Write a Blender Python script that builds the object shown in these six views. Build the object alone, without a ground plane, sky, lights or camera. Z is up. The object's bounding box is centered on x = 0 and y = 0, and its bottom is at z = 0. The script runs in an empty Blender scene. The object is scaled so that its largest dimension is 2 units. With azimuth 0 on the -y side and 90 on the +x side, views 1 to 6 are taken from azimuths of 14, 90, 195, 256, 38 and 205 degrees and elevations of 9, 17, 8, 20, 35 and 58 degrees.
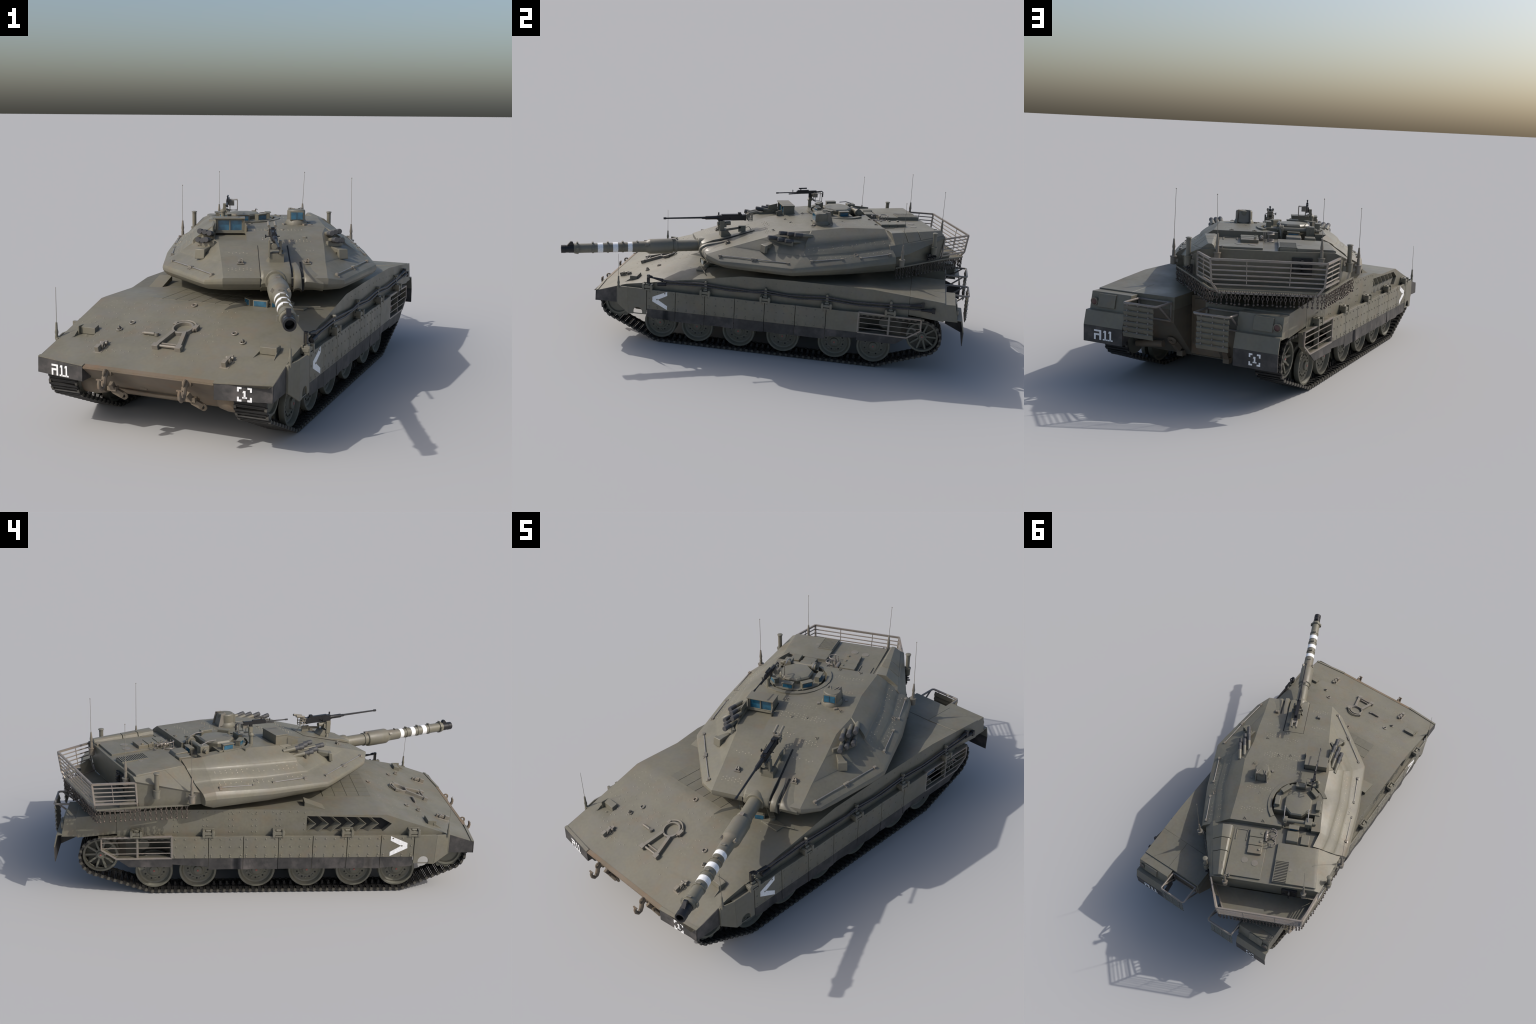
import bpy, bmesh, math, random
from mathutils import Vector as V, Matrix as Mx
rnd = random.Random(7)
pi = math.pi

# ------------------------------------------------------------------ frames
PIVOT = V((0.0157, 0.167, 0.0))
HULL = Mx.Translation(PIVOT) @ Mx.Rotation(math.radians(-8.9), 4, 'Z')     # hull: nose towards -Y
TUR = Mx.Translation(PIVOT) @ Mx.Rotation(math.radians(16.0), 4, 'Z')      # turret: gun towards -Y
FR = {'h': HULL, 't': TUR}

# ------------------------------------------------------------------ mesh builder
def perp(d):
    d = V(d).normalized()
    a = V((0, 0, 1)) if abs(d.z) < 0.9 else V((1, 0, 0))
    u = d.cross(a).normalized()
    return d, u, d.cross(u).normalized()

class MB:
    def __init__(s): s.v = []; s.f = []
    def add(s, vs, fs):
        o = len(s.v); s.v += [tuple(p) for p in vs]; s.f += [tuple(i + o for i in f) for f in fs]; return s
    def box(s, c, d, R=None):
        c = V(c); h = V(d) / 2; R = R or Mx.Identity(3)
        vs = [c + R @ V((x * h.x, y * h.y, z * h.z)) for x in (-1, 1) for y in (-1, 1) for z in (-1, 1)]
        return s.add(vs, [(0, 1, 3, 2), (4, 6, 7, 5), (0, 4, 5, 1), (2, 3, 7, 6), (0, 2, 6, 4), (1, 5, 7, 3)])
    def bb(s, x0, x1, y0, y1, z0, z1):
        return s.box(((x0 + x1) / 2, (y0 + y1) / 2, (z0 + z1) / 2), (abs(x1 - x0), abs(y1 - y0), abs(z1 - z0)))
    def beam(s, p, q, w, h, up=(0, 0, 1)):
        p, q = V(p), V(q); d = (q - p); L = d.length; d.normalize()
        r = d.cross(V(up)).normalized(); u = r.cross(d)
        R = Mx((r, d, u)).transposed()
        return s.box((p + q) / 2, (w, L, h), R)
    def extrude(s, poly, vec):
        poly = [V(p) for p in poly]; vec = V(vec); n = len(poly)
        vs = poly + [p + vec for p in poly]
        return s.add(vs, [tuple(range(n)), tuple(range(2 * n - 1, n - 1, -1))] + [(i, (i + 1) % n, n + (i + 1) % n, n + i) for i in range(n)])
    def yz(s, prof, x0, x1):
        return s.extrude([(x0, y, z) for y, z in prof], (x1 - x0, 0, 0))
    def xy(s, prof, z0, z1):
        return s.extrude([(x, y, z0) for x, y in prof], (0, 0, z1 - z0))
    def lathe(s, p0, d, prof, n=24, cap=True, ph=0):
        d, u, w = perp(d); p0 = V(p0); vs = []; fs = []
        for t, r in prof:
            for i in range(n):
                a = 2 * pi * i / n + ph
                vs.append(p0 + d * t + (u * math.cos(a) + w * math.sin(a)) * r)
        m = len(prof)
        for j in range(m - 1):
            for i in range(n):
                k = (i + 1) % n
                fs.append((j * n + i, j * n + k, (j + 1) * n + k, (j + 1) * n + i))
        if cap:
            fs.append(tuple(range(n - 1, -1, -1))); fs.append(tuple((m - 1) * n + i for i in range(n)))
        return s.add(vs, fs)
    def cyl(s, p, q, r, r2=None, n=12, ph=0):
        p, q = V(p), V(q); L = (q - p).length
        return s.lathe(p, q - p, [(0, r), (L, r if r2 is None else r2)], n, ph=ph)
    def tube(s, pts, r, n=7, closed=False):
        pts = [V(p) for p in pts]; m = len(pts); vs = []; fs = []; pu = None
        for i, p in enumerate(pts):
            a = pts[(i - 1) % m] if (i or closed) else p
            b = pts[(i + 1) % m] if (i < m - 1 or closed) else p
            d = (b - a).normalized()
            if pu is None: _, u, _ = perp(d)
            else: u = (pu - d * pu.dot(d)).normalized()
            pu = u; w = d.cross(u)
            rr = r[i] if isinstance(r, (list, tuple)) else r
            vs += [p + (u * math.cos(2 * pi * k / n) + w * math.sin(2 * pi * k / n)) * rr for k in range(n)]
        for j in range(m if closed else m - 1):
            for k in range(n):
                l = (k + 1) % n; j2 = (j + 1) % m
                fs.append((j * n + k, j * n + l, j2 * n + l, j2 * n + k))
        if not closed:
            fs.append(tuple(range(n - 1, -1, -1))); fs.append(tuple((m - 1) * n + i for i in range(n)))
        return s.add(vs, fs)
    def ring(s, c, axis, R, r, n=16, m=6, a0=0, a1=2 * pi):
        d, u, w = perp(axis); c = V(c); full = abs(a1 - a0 - 2 * pi) < 1e-6
        k = n if full else n + 1
        return s.tube([c + (u * math.cos(a0 + (a1 - a0) * i / n) + w * math.sin(a0 + (a1 - a0) * i / n)) * R for i in range(k)], r, m, full)
    def ball(s, c, r, n=8):
        prof = [(-r * math.cos(pi * j / n), max(r * math.sin(pi * j / n), r * 0.02)) for j in range(n + 1)]
        return s.lathe(c, (0, 0, 1), prof, n + 2)
    def dome(s, c, nrm, r, h=None, n=8):
        h = h or r * 0.6
        return s.lathe(c, nrm, [(-r * .2, r), (h * .55, r * .85), (h, r * .35)], n)
    def loft(s, secs, caps=True):
        n = len(secs[0]); vs = [p for q in secs for p in q]; fs = []
        for j in range(len(secs) - 1):
            for i in range(n):
                k = (i + 1) % n
                fs.append((j * n + i, j * n + k, (j + 1) * n + k, (j + 1) * n + i))
        if caps:
            fs.append(tuple(range(n - 1, -1, -1))); fs.append(tuple((len(secs) - 1) * n + i for i in range(n)))
        return s.add(vs, fs)
    def mirror_x(s):
        return s.add([(-x, y, z) for x, y, z in s.v], [tuple(reversed(f)) for f in s.f])
    def mesh(s, name, mat, smooth=35, weld=False):
        me = bpy.data.meshes.new(name); me.from_pydata(s.v, [], s.f)
        bm = bmesh.new(); bm.from_mesh(me)
        if weld: bmesh.ops.remove_doubles(bm, verts=bm.verts, dist=1e-5)
        bmesh.ops.dissolve_degenerate(bm, edges=bm.edges, dist=1e-6)
        bmesh.ops.recalc_face_normals(bm, faces=bm.faces)
        bm.to_mesh(me); bm.free()
        me.materials.append(mat)
        finish(me, smooth)
        return me

def finish(me, smooth):
    if smooth:
        me.shade_smooth(); me.set_sharp_from_angle(angle=math.radians(smooth))

SC = bpy.context.scene.collection
ROOT = bpy.data.objects.new('battle_tank', None); SC.objects.link(ROOT)
ROOT['label'] = 'olive grey battle tank with wedge turret and long gun'
ROOT['category'] = 'battle tank'
def put(name, me, frame, parent=None, mat=None, stuff=False, bevel=0):
    o = bpy.data.objects.new(name, me); SC.objects.link(o)
    o.parent = parent or ROOT
    if parent is None: o.matrix_local = FR[frame] @ (mat or Mx.Identity(4))
    else: o.matrix_local = mat or Mx.Identity(4)
    o['fr'] = frame
    if stuff: o['kind'] = 'stuff'
    if bevel:
        b = o.modifiers.new('bevel', 'BEVEL'); b.width = bevel; b.segments = 2; b.limit_method = 'ANGLE'
        b.angle_limit = math.radians(32); b.harden_normals = False
    return o
# pieces built together but separate things: one object per left/right side, or per run of vertices
SIDED = {'rear_plate', 'lower_rear_plate', 'rear_stowage_box', 'lamp_housing', 'tail_lamp', 'rear_fender', 'rear_mud_flap', 'front_mud_flap', 'fender_lip', 'grab_handle'}
RUN = {'engine_deck_tile': 8, 'periscope': 24, 'periscope_glass': 8}
def groups(name, mb):
    mid = -.1 if name == 'grab_handle' else 0
    key = (lambda f: sum(mb.v[i][0] for i in f) / len(f) > mid) if name in SIDED else (lambda f: f[0] // RUN[name])
    out = {}
    for f in mb.f: out.setdefault(key(f), []).append(f)
    for fs in out.values():
        used = sorted({i for f in fs for i in f}); at_ = {i: k for k, i in enumerate(used)}
        g = MB(); g.v = [mb.v[i] for i in used]; g.f = [tuple(at_[i] for i in f) for f in fs]
        yield g
def part(name, mb, mat, frame, parent=None, smooth=35, bevel=0, stuff=False, weld=False):
    if (name in SIDED or name in RUN) and not getattr(mb, 'single', False):
        for g in groups(name, mb):
            g.single = True; o = part(name, g, mat, frame, parent, smooth, bevel, stuff, weld)
        return o
    return put(name, mb.mesh(name, mat, smooth, weld), frame, parent, None, stuff, bevel)

# ------------------------------------------------------------------ materials
def mk(name):
    m = bpy.data.materials.new(name); m.use_nodes = True
    nt = m.node_tree; return m, nt, nt.nodes['Principled BSDF']
def nd(nt, t, **kw):
    n = nt.nodes.new(t)
    for k, v in kw.items():
        if k[0] == '_': setattr(n, k[1:], v)
        else: n.inputs[k].default_value = v
    return n
def noise(nt, vec, scale, det=4, rough=.55):
    n = nd(nt, 'ShaderNodeTexNoise', Scale=scale, Detail=det, Roughness=rough); nt.links.new(vec, n.inputs['Vector']); return n.outputs['Fac']
def ramp(nt, fac, stops):
    r = nt.nodes.new('ShaderNodeValToRGB'); e = r.color_ramp.elements
    while len(e) < len(stops): e.new(.5)
    for el, (p, c) in zip(e, stops): el.position = p; el.color = (*c, 1) if len(c) == 3 else c
    nt.links.new(fac, r.inputs['Fac']); return r.outputs['Color']
def mix(nt, fac, a, b, mode='MIX'):
    m = nt.nodes.new('ShaderNodeMix'); m.data_type = 'RGBA'; m.blend_type = mode
    for s, v in ((m.inputs[0], fac), (m.inputs[6], a), (m.inputs[7], b)):
        if hasattr(v, 'default_value'): nt.links.new(v, s)
        elif isinstance(v, (int, float)): s.default_value = v
        else: s.default_value = (*v, 1)
    return m.outputs[2]
def paint_mat(name, base, rust=0.38, rough=.46, dust=.25, metal=0.0):
    m, nt, b = mk(name)
    tc = nt.nodes.new('ShaderNodeTexCoord').outputs['Object']
    n1 = noise(nt, tc, 7, 6, .62); n2 = noise(nt, tc, 90, 3); n3 = noise(nt, tc, 3.1, 5, .6)
    lo = tuple(c * .80 for c in base); hi = tuple(c * 1.14 for c in base)
    col = ramp(nt, n1, [(.32, lo), (.68, hi)])
    col = mix(nt, .25, col, ramp(nt, n2, [(.35, tuple(c * .8 for c in base)), (.65, tuple(c * 1.2 for c in base))]))
    dm = ramp(nt, n3, [(.5, (0, 0, 0)), (.72, (dust,) * 3)])
    col = mix(nt, dm, col, (base[0] * 1.22, base[1] * 1.10, base[2] * .96))
    mq = nd(nt, 'ShaderNodeMapping', Location=(7.3, 2.9, 1.4)); nt.links.new(tc, mq.inputs['Vector'])
    n5 = noise(nt, mq.outputs['Vector'], 16, 4, .6)
    col = mix(nt, ramp(nt, n5, [(.45, (0, 0, 0)), (.68, (.6, .6, .6))]), col, (base[0] * .96, base[1] * .97, base[2] * 1.12))
    mp = nd(nt, 'ShaderNodeMapping', Location=(3.7, 1.1, 5.2)); nt.links.new(tc, mp.inputs['Vector'])
    n4 = noise(nt, mp.outputs['Vector'], 11, 7, .7)
    rm = ramp(nt, n4, [(.52, (0, 0, 0)), (.72, (rust,) * 3)])
    col = mix(nt, rm, col, (base[0] * 1.18, base[1] * .86, base[2] * .66))
    nt.links.new(col, b.inputs['Base Color'])
    b.inputs['Roughness'].default_value = rough; b.inputs['Metallic'].default_value = metal
    rr = ramp(nt, n1, [(.3, (rough + .1,) * 3), (.7, (rough - .08,) * 3)]); nt.links.new(rr, b.inputs['Roughness'])
    bp = nd(nt, 'ShaderNodeBump', Strength=.12, Distance=.002); nt.links.new(n2, bp.inputs['Height']); nt.links.new(bp.outputs['Normal'], b.inputs['Normal'])
    return m
def plain(name, col, rough=.5, metal=0, var=.15, scale=40):
    m, nt, b = mk(name)
    tc = nt.nodes.new('ShaderNodeTexCoord').outputs['Object']
    n = noise(nt, tc, scale, 4)
    nt.links.new(ramp(nt, n, [(.3, tuple(c * (1 - var) for c in col)), (.7, tuple(min(c * (1 + var), 1) for c in col))]), b.inputs['Base Color'])
    b.inputs['Roughness'].default_value = rough; b.inputs['Metallic'].default_value = metal
    return m
BASE = (.144, .135, .101)
PAINT = paint_mat('olive_paint', BASE)
DIRTY = paint_mat('rusty_olive_paint', (.140, .112, .078), rust=.7, rough=.65, dust=.5)
STUDH = paint_mat('hull_stud_paint', (.178, .166, .128))
STUD = paint_mat('stud_paint', (.27, .245, .185), rust=.5, rough=.5)
MUDDY = paint_mat('muddy_paint', (.128, .112, .082), rust=.6, rough=.6)
RUST = paint_mat('rust_edge', (.145, .112, .072), rust=.8, rough=.6, dust=.3)
HARD = paint_mat('worn_fitting_paint', (.175, .160, .130), rust=.5, rough=.42)
WHEEL = paint_mat('wheel_paint', (.130, .126, .098), rust=.05, rough=.55)
def rubber_mat():
    m, nt, b = mk('dusty_rubber')
    tc = nt.nodes.new('ShaderNodeTexCoord').outputs['Object']
    n1 = noise(nt, tc, 13, 6, .6); n2 = noise(nt, tc, 60, 4)
    col = ramp(nt, n1, [(.38, (.020, .0195, .020)), (.50, (.036, .034, .033)), (.68, (.105, .092, .087))])
    col = mix(nt, .3, col, ramp(nt, n2, [(.3, (.018, .018, .018)), (.7, (.06, .055, .052))]))
    nt.links.new(col, b.inputs['Base Color']); b.inputs['Roughness'].default_value = .62
    return m
RUBBER = rubber_mat()
TRACK = plain('track_steel', (.022, .021, .020), .55, .3, .4)
CONN = plain('track_connector_steel', (.090, .084, .070), .5, .3)
BLACK = plain('gun_black', (.020, .020, .022), .42, .4)
DARK = plain('cavity_shade_black', (.012, .012, .012), .8)  # near-black colour painted in for the shade inside openings
TUBE = plain('launcher_rubber', (.050, .050, .052), .6)
WHITE = plain('white_marking', (.78, .78, .78), .5, 0, .12, 120)
METAL = plain('bare_metal', (.27, .255, .24), .38, .45)
CAGE = paint_mat('worn_rail_paint', (.23, .205, .175), rust=.4, rough=.42, metal=.2)
CABLE = plain('steel_cable', (.060, .055, .055), .5, .3, .3, 150)
CHAIN = plain('chain_iron', (.105, .085, .070), .55, .3, .35, 60)
RED = plain('red_lens', (.075, .034, .032), .3)
HUB = plain('hub_red', (.30, .10, .085), .4)
GLASSM, nt, b = mk('blue_glass')
tc = nt.nodes.new('ShaderNodeTexCoord').outputs['Object']
nt.links.new(ramp(nt, noise(nt, tc, 45, 2), [(.35, (.010, .06, .105)), (.65, (.022, .115, .19))]), b.inputs['Base Color'])
b.inputs['Roughness'].default_value = .08; b.inputs['Coat Weight'].default_value = .6

# ================================================================== HULL
def zg(y): return .2375 + .3265 * (y + .97)          # upper glacis plane
HW = .409
# stations: y, sponson underside, belly z, top heights at the six columns
# each station: y, sponson underside, belly z, top points (x, z) from right to left wall
def top(zs, c2=.084, c4=.27): return list(zip((-HW, -.229, c2, c2 + .005, c4, HW), zs))
ST = [
    (-.970, .229, .228, top([zg(-.962), zg(-.985), zg(-.985), zg(-.985), zg(-.98), zg(-.962)], c4=.40)),
    (-.860, .255, .131, top([zg(-.86)] * 6, c4=.40)),
    (-.815, .262, .106, top([zg(-.815)] * 5 + [.2880], c4=.395)),
    (-.687, .268, .100, top([zg(-.687)] * 5 + [.3100], c4=.345)),
    (-.585, .268, .098, top([.3640, zg(-.585), zg(-.585), zg(-.585), .3620, .3275], .078, .286)),
    (-.553, .268, .098, top([.3650, .3745, .3745, .3640, .3640, .3335], .088, .290)),
    (-.400, .268, .098, top([.3650, .3745, .3745, .3660, .3720, .3600], .16, .300)),
    (-.368, .268, .098, top([.3650, .3750, .3750, .3700, .3740, .3660], .17, .300)),
    (-.250, .268, .098, top([.3860, .3680, .3700, .3720, .3750, .3860])),
    (-.020, .268, .098, top([.3900, .3680, .3700, .3720, .3740, .3900])),
    (.150, .268, .098, top([.3900, .374, .374, .374, .374, .3900])),
    (.358, .268, .098, top([.3890, .370, .370, .370, .370, .3890])),
    (.525, .268, .104, top([.3740, .364, .364, .364, .364, .3740])),
]
secs = []
for i, (y, zs, zb, zt) in enumerate(ST):
    ys = [y] * 6
    if i == 0: ys = [-.962, -.985, -.985, -.985, -.98, -.962]
    tp = [(x, yy, z) for (x, z), yy in zip(zt, ys)]
    lw = .255
    secs.append([(-lw, ys[1], zb), (-lw, ys[1], zs), (-HW, ys[0], zs)] + tp + [(HW, ys[5], zs), (lw, ys[4], zs), (lw, ys[4], zb)])
hm = MB().loft(secs)
hull_me = hm.mesh('hull', PAINT, 0)
hull = put('hull', hull_me, 'h')
cut = MB()
cut.extrude([(-.50, -.252, .289), (-.50, -.252, .360), (-.50, -.560, .352), (-.50, -.609, .324), (-.50, -.572, .289)], (.116, 0, 0))
for s in (-1, 1):
    cut.extrude([(s * .366, -.842, .2795), (s * .290, -.852, .2795), (s * .298, -.797, .2855), (s * .358, -.797, .2855)], (0, 0, .06))
cut_o = put('cutter', cut.mesh('cutter', DARK, 0), 'h')
bmod = hull.modifiers.new('cut', 'BOOLEAN'); bmod.object = cut_o; bmod.operation = 'DIFFERENCE'; bmod.solver = 'EXACT'
bpy.context.view_layer.update()
dg = bpy.context.evaluated_depsgraph_get()
me2 = bpy.data.meshes.new_from_object(hull.evaluated_get(dg))
hull.modifiers.clear(); hull.data = me2; me2.name = 'hull'
bpy.data.objects.remove(cut_o)
finish(me2, 25)

# rear of the hull: two blocks either side of the door recess, outer boxes
rb = MB(); rlow = MB()
for s in (-1, 1):
    rb.extrude([(s * .067, .526, .3635), (s * .067, .686, .3600), (s * .256, .686, .3588), (s * .256, .526, .366)], (0, 0, -.05))
    rlow.yz([(.526, .3130), (.6855, .3105), (.6855, .261), (.530, .105), (.500, .105), (.500, .30), (.526, .30)], s * .0672, s * .2558)
    rb.extrude([(s * .2565, .526, .366), (s * .2565, .686, .3588), (s * .4088, .686, .3585), (s * .4088, .526, .3742)], (0, 0, -.09))
part('rear_plate', rb, PAINT, 'h', hull, 25, .0012); part('lower_rear_plate', rlow, MUDDY, 'h', hull, 25)
rb = MB()
for s in (-1, 1):
    rb.yz([(.684, .3535), (.732, .3535), (.7465, .284), (.7485, .273), (.684, .273)], s * .229, s * .4085)
    rb.yz([(.7335, .349), (.7395, .347), (.7495, .297), (.744, .297)], s * .294, s * .372)
part('rear_stowage_box', rb, PAINT, 'h', hull, 25, .0012)
door = MB().yz([(.520, .352), (.556, .352), (.546, .115), (.520, .104)], -.066, .066)
door.yz([(.54, .34), (.560, .34), (.553, .16), (.54, .16)], -.05, .05); door.cyl((.03, .55, .25), (.03, .564, .25), .008)
part('rear_door', door, RUST, 'h', hull, 25, .001)
lp = MB()
for s in (-1, 1): lp.lathe((s * .389, .738, .316), (0, 1, -.1), [(0, .016), (.009, .016), (.0095, .0125), (.007, .0125)], 18)
part('lamp_housing', lp, PAINT, 'h', hull)
lp = MB()
for s in (-1, 1): lp.lathe((s * .389, .742, .316), (0, 1, -.1), [(0, .012), (.005, .012), (.007, .006)], 16)
part('tail_lamp', lp, RED, 'h', hull)
# rear fenders and rubber flaps
fl = MB(); fr_ = MB()
for s in (-1, 1):
    fl.yz([(.744, .286), (.767, .285), (.780, .229), (.776, .228), (.763, .281), (.744, .282)], s * .236, s * .412)
    fr_.yz([(.776, .2285), (.780, .2285), (.7785, .164), (.7755, .164)], s * .236, s * .412)
    fr_.extrude([(s * .236, .776, .228), (s * .236, .776, .164), (s * .236, .70, .20), (s * .236, .70, .26)], (s * .003, 0, 0))
part('rear_fender', fl, PAINT, 'h', hull, 25); part('rear_mud_flap', fr_, RUBBER, 'h', hull, 25)
# front flaps: front face, outer return, inner return
ff = MB()
for s in (-1, 1):
    ff.extrude([(s * .230, -.9865, .2345), (s * .411, -.9665, .2395), (s * .411, -.9685, .190), (s * .230, -.9875, .184)], (0, .004, 0))
    ff.extrude([(s * .411, -.9665, .2385), (s * .411, -.857, .2730), (s * .411, -.857, .192), (s * .411, -.9685, .190)], (-s * .004, 0, 0))
    ff.extrude([(s * .230, -.983, .232), (s * .230, -.983, .184), (s * .230, -.936, .184), (s * .230, -.945, .232)], (s * .003, 0, 0))
part('front_mud_flap', ff, RUBBER, 'h', hull, 25)
lip = MB()
for s in (-1, 1): lip.extrude([(s * .228, -.9885, .2335), (s * .4115, -.9665, .2405), (s * .4115, -.955, .2435), (s * .228, -.975, .2375)], (0, 0, .0022))
part('fender_lip', lip, PAINT, 'h', hull, 25)
# lower nose plate with rust, bar, final drives
nz = MB()
nz.yz([(-.9865, .2320), (-.9865, .2265), (-.862, .1290), (-.818, .103), (-.818, .113), (-.96, .225)], -.229, .229)
nz.tube([(-.16, -.882, .138), (-.02, -.884, .135), (.13, -.882, .137)], .006, 8)
nz.box((-.058, -.895, .164), (.024, .014, .020)); nz.ring((-.058, -.904, .168), (0, 1, 0), .007, .003)
for s in (-1, 1):
    nz.lathe((s * .205, -.868, .165), (s, 0, 0), [(0, .045), (.03, .052), (.075, .052), (.08, .04)], 28)
rl_ = MB().yz([(-.9868, .2318), (-.9868, .2335), (-.972, .2382), (-.972, .2372)], -.227, .227)
part('nose_lip', rl_, RUST, 'h', hull, 0)
part('lower_nose', nz, DIRTY, 'h', hull, 35, .0008)
# tow hooks and shackles
for s in (-1, 1):
    x = s * .139; hk = MB()
    pts = [(x, -.965, .226), (x, -.985, .224), (x, -1.000, .212), (x, -1.004, .196), (x, -1.010, .183), (x, -1.021, .179), (x, -1.030, .187), (x, -1.033, .200), (x, -1.031, .211)]
    hk.tube(pts, [.008, .009, .009, .009, .0085, .008, .007, .006, .005], 9)
    hk.box((x, -1.031, .2115), (.020, .006, .004)); hk.box((x, -.978, .222), (.030, .018, .016))
    hk.ring((x, -.997, .224), (1, 0, 0), .010, .004, 14)
    hk.beam((x - .006 * s, -.972, .185), (x + .004, -.950, .155), .014, .016); hk.beam((x + .004, -.952, .158), (x + .034, -.944, .142), .016, .018)
    hk.box((x + .002, -.955, .165), (.032, .02, .014)); hk.ring((x + .036, -.944, .141), (0, 1, .2), .009, .0045, 12)
    part('tow_hook', hk, DIRTY, 'h', hull)
# rear tow eyes, exhaust tube
for s in (-1, 1):
    te = MB(); te.ring((s * .116, .612, .173), (0, 1, -.8), .013, .007, 14); te.beam((s * .112, .60, .160), (s * .106, .572, .130), .020, .02); te.box((s * .103, .56, .115), (.026, .026, .022))
    part('rear_tow_eye', te, DIRTY, 'h', hull)
tb = MB().cyl((.27, .622, .142), (.150, .620, .156), .014, n=18); tb.cyl((-.27, .622, .142), (-.215, .621, .150), .014, n=18)
part('tow_tube', tb, DIRTY, 'h', hull)
# grid of engine deck tiles, ramp, driver station
gr = MB()
xs = [-.229 + i * .0517 for i in range(7)]; ys = [-.551, -.500, -.447, -.395, -.342]
for i in range(6):
    for j in range(4):
        gr.bb(xs[i] + .0012, min(xs[i + 1], .082) - .0012, ys[j] + .0014, ys[j + 1] - .0014, .364, .3758)
part('engine_deck_tile', gr, PAINT, 'h', hull, 0)
rp = MB().extrude([(-.355, -.335, .3665), (-.355, -.247, .4000), (-.355, -.247, .380), (-.355, -.33, .362)], (.055, 0, 0))
part('deck_ramp', rp, PAINT, 'h', hull, 25)
drv = MB()
drv.lathe((.178, -.425, .355), (0, 0, 1), [(0, .072), (.018, .070), (.023, .058), (.025, .02)], 28)
drv.box((.290, -.470, .3685), (.085, .045, .006)); drv.cyl((.272, -.455, .366), (.272, -.455, .383), .013, n=16); drv.beam((.272, -.455, .380), (.215, -.42, .388), .022, .009)
drv.beam((.255, -.492, .3705), (.375, -.438, .3730), .004, .004)
drv.lathe((.290, -.530, .356), (0, 0, 1), [(0, .018), (.010, .003)], 3)
PERI = ((.178, -.503, 0, .046), (.126, -.487, -.70, .030), (.229, -.486, .55, .034))
for x, y, a, w in PERI:
    R = Mx.Rotation(a, 3, 'Z'); drv.box((x, y + .006, .3765), (w + .008, .016, .026), R)
part('driver_hatch', drv, PAINT, 'h', hull, 35, .0008)
gl = MB()
for x, y, a, w in PERI:
    R = Mx.Rotation(a, 3, 'Z'); gl.box(V((x, y + .006, .3775)) + R @ V((0, -.008, 0)), (w, .002, .018), R)
part('driver_periscope_glass', gl, GLASSM, 'h', hull, 0)
# glacis fittings
def on_g(x, y, d=0): return V((x, y, zg(y) + d))
GN = V((0, -.3265, 1)).normalized(); GR = Mx.Rotation(math.atan(.3265), 3, 'X')
for i, (x, y, lug) in enumerate(((-.038, -.578, 0), (-.203, -.720, 0), (-.225, -.767, 1), (.179, -.721, 0), (.227, -.766, 1))):
    m_ = MB(); m_.ring(on_g(x, y, .003), GN, .0085, .0026, 14, 6)
    if lug: m_.box(on_g(x, y + .003, .006), (.006, .007, .012), GR); m_.ring(on_g(x, y, .008), (1, .3, .2), .006, .0018, 10, 5)
    part('lifting_ring', m_, HARD, 'h', hull)
tl = MB(); c = on_g(-.003, -.728, .006)
tl.lathe(on_g(-.003, -.728, -.004), GN, [(0, .0375), (.016, .0370), (.0165, .0300), (.001, .029)], 26, False)
tl.ring(on_g(-.003, -.728, .009), GN, .0425, .0040, 16, 6, -1.9, 1.2)
for s, xe in ((-1, -.042), (1, .040)):
    tl.beam(on_g(-.003 + s * .020, -.757, .007), on_g(xe, -.846, .007), .014, .015, GN); tl.box(on_g(xe, -.846, .007), (.022, .020, .018), GR)
tl.cyl(on_g(-.036, -.842, .008), on_g(.034, -.842, .008), .005); tl.box(on_g(-.003, -.828, .005), (.055, .006, .010), GR)
tl.box(on_g(.040, -.722, .008), (.016, .026, .012), GR); tl.box(on_g(-.040, -.712, .008), (.012, .016, .012), GR)
part('gun_travel_lock', tl, HARD, 'h', hull, 35, .0008)
pn = MB().cyl(on_g(-.122, -.777, .006), on_g(-.085, -.777, .006), .0055); pn.cyl(on_g(-.077, -.777, 0), on_g(-.077, -.777, .010), .008); pn.cyl(on_g(-.132, -.777, .006), on_g(-.122, -.777, .006), .002, .005)
part('lock_pin', pn, HARD, 'h', hull)
for s in (-1, 1):
    cl = MB(); x, y = s * .226, -.878
    cl.box(on_g(x, y, -.001), (.030, .060, .004), GR); cl.box(on_g(x - .002, y - .018, .010), (.015, .020, .018), GR); cl.box(on_g(x, y + .004, .010), (.011, .020, .012), GR)
    cl.cyl(on_g(x - .012, y + .014, .009), on_g(x + .014, y + .014, .009), .005); cl.box(on_g(x + .003, y + .022, .006), (.012, .014, .012), GR); cl.ring(on_g(x + .010, y - .004, .010), (1, 0, 0), .007, .0025, 10, 5)
    part('hood_clamp', cl, HARD, 'h', hull, 35, .0006)
    hb = MB()
    hb.yz([(-.8005, .2865), (-.8005, .309), (-.776, .3155), (-.772, .298)], s * .300, s * .356)
    hb.bb(s * .356, s * .361, -.812, -.776, .284, .314)
    hb.extrude([(s * .3605, -.842, .277), (s * .3605, -.80, .307), (s * .3605, -.80, .284)], (s * .002, 0, 0))
    part('headlight_hood', hb, PAINT, 'h', hull, 25, .0008)
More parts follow.
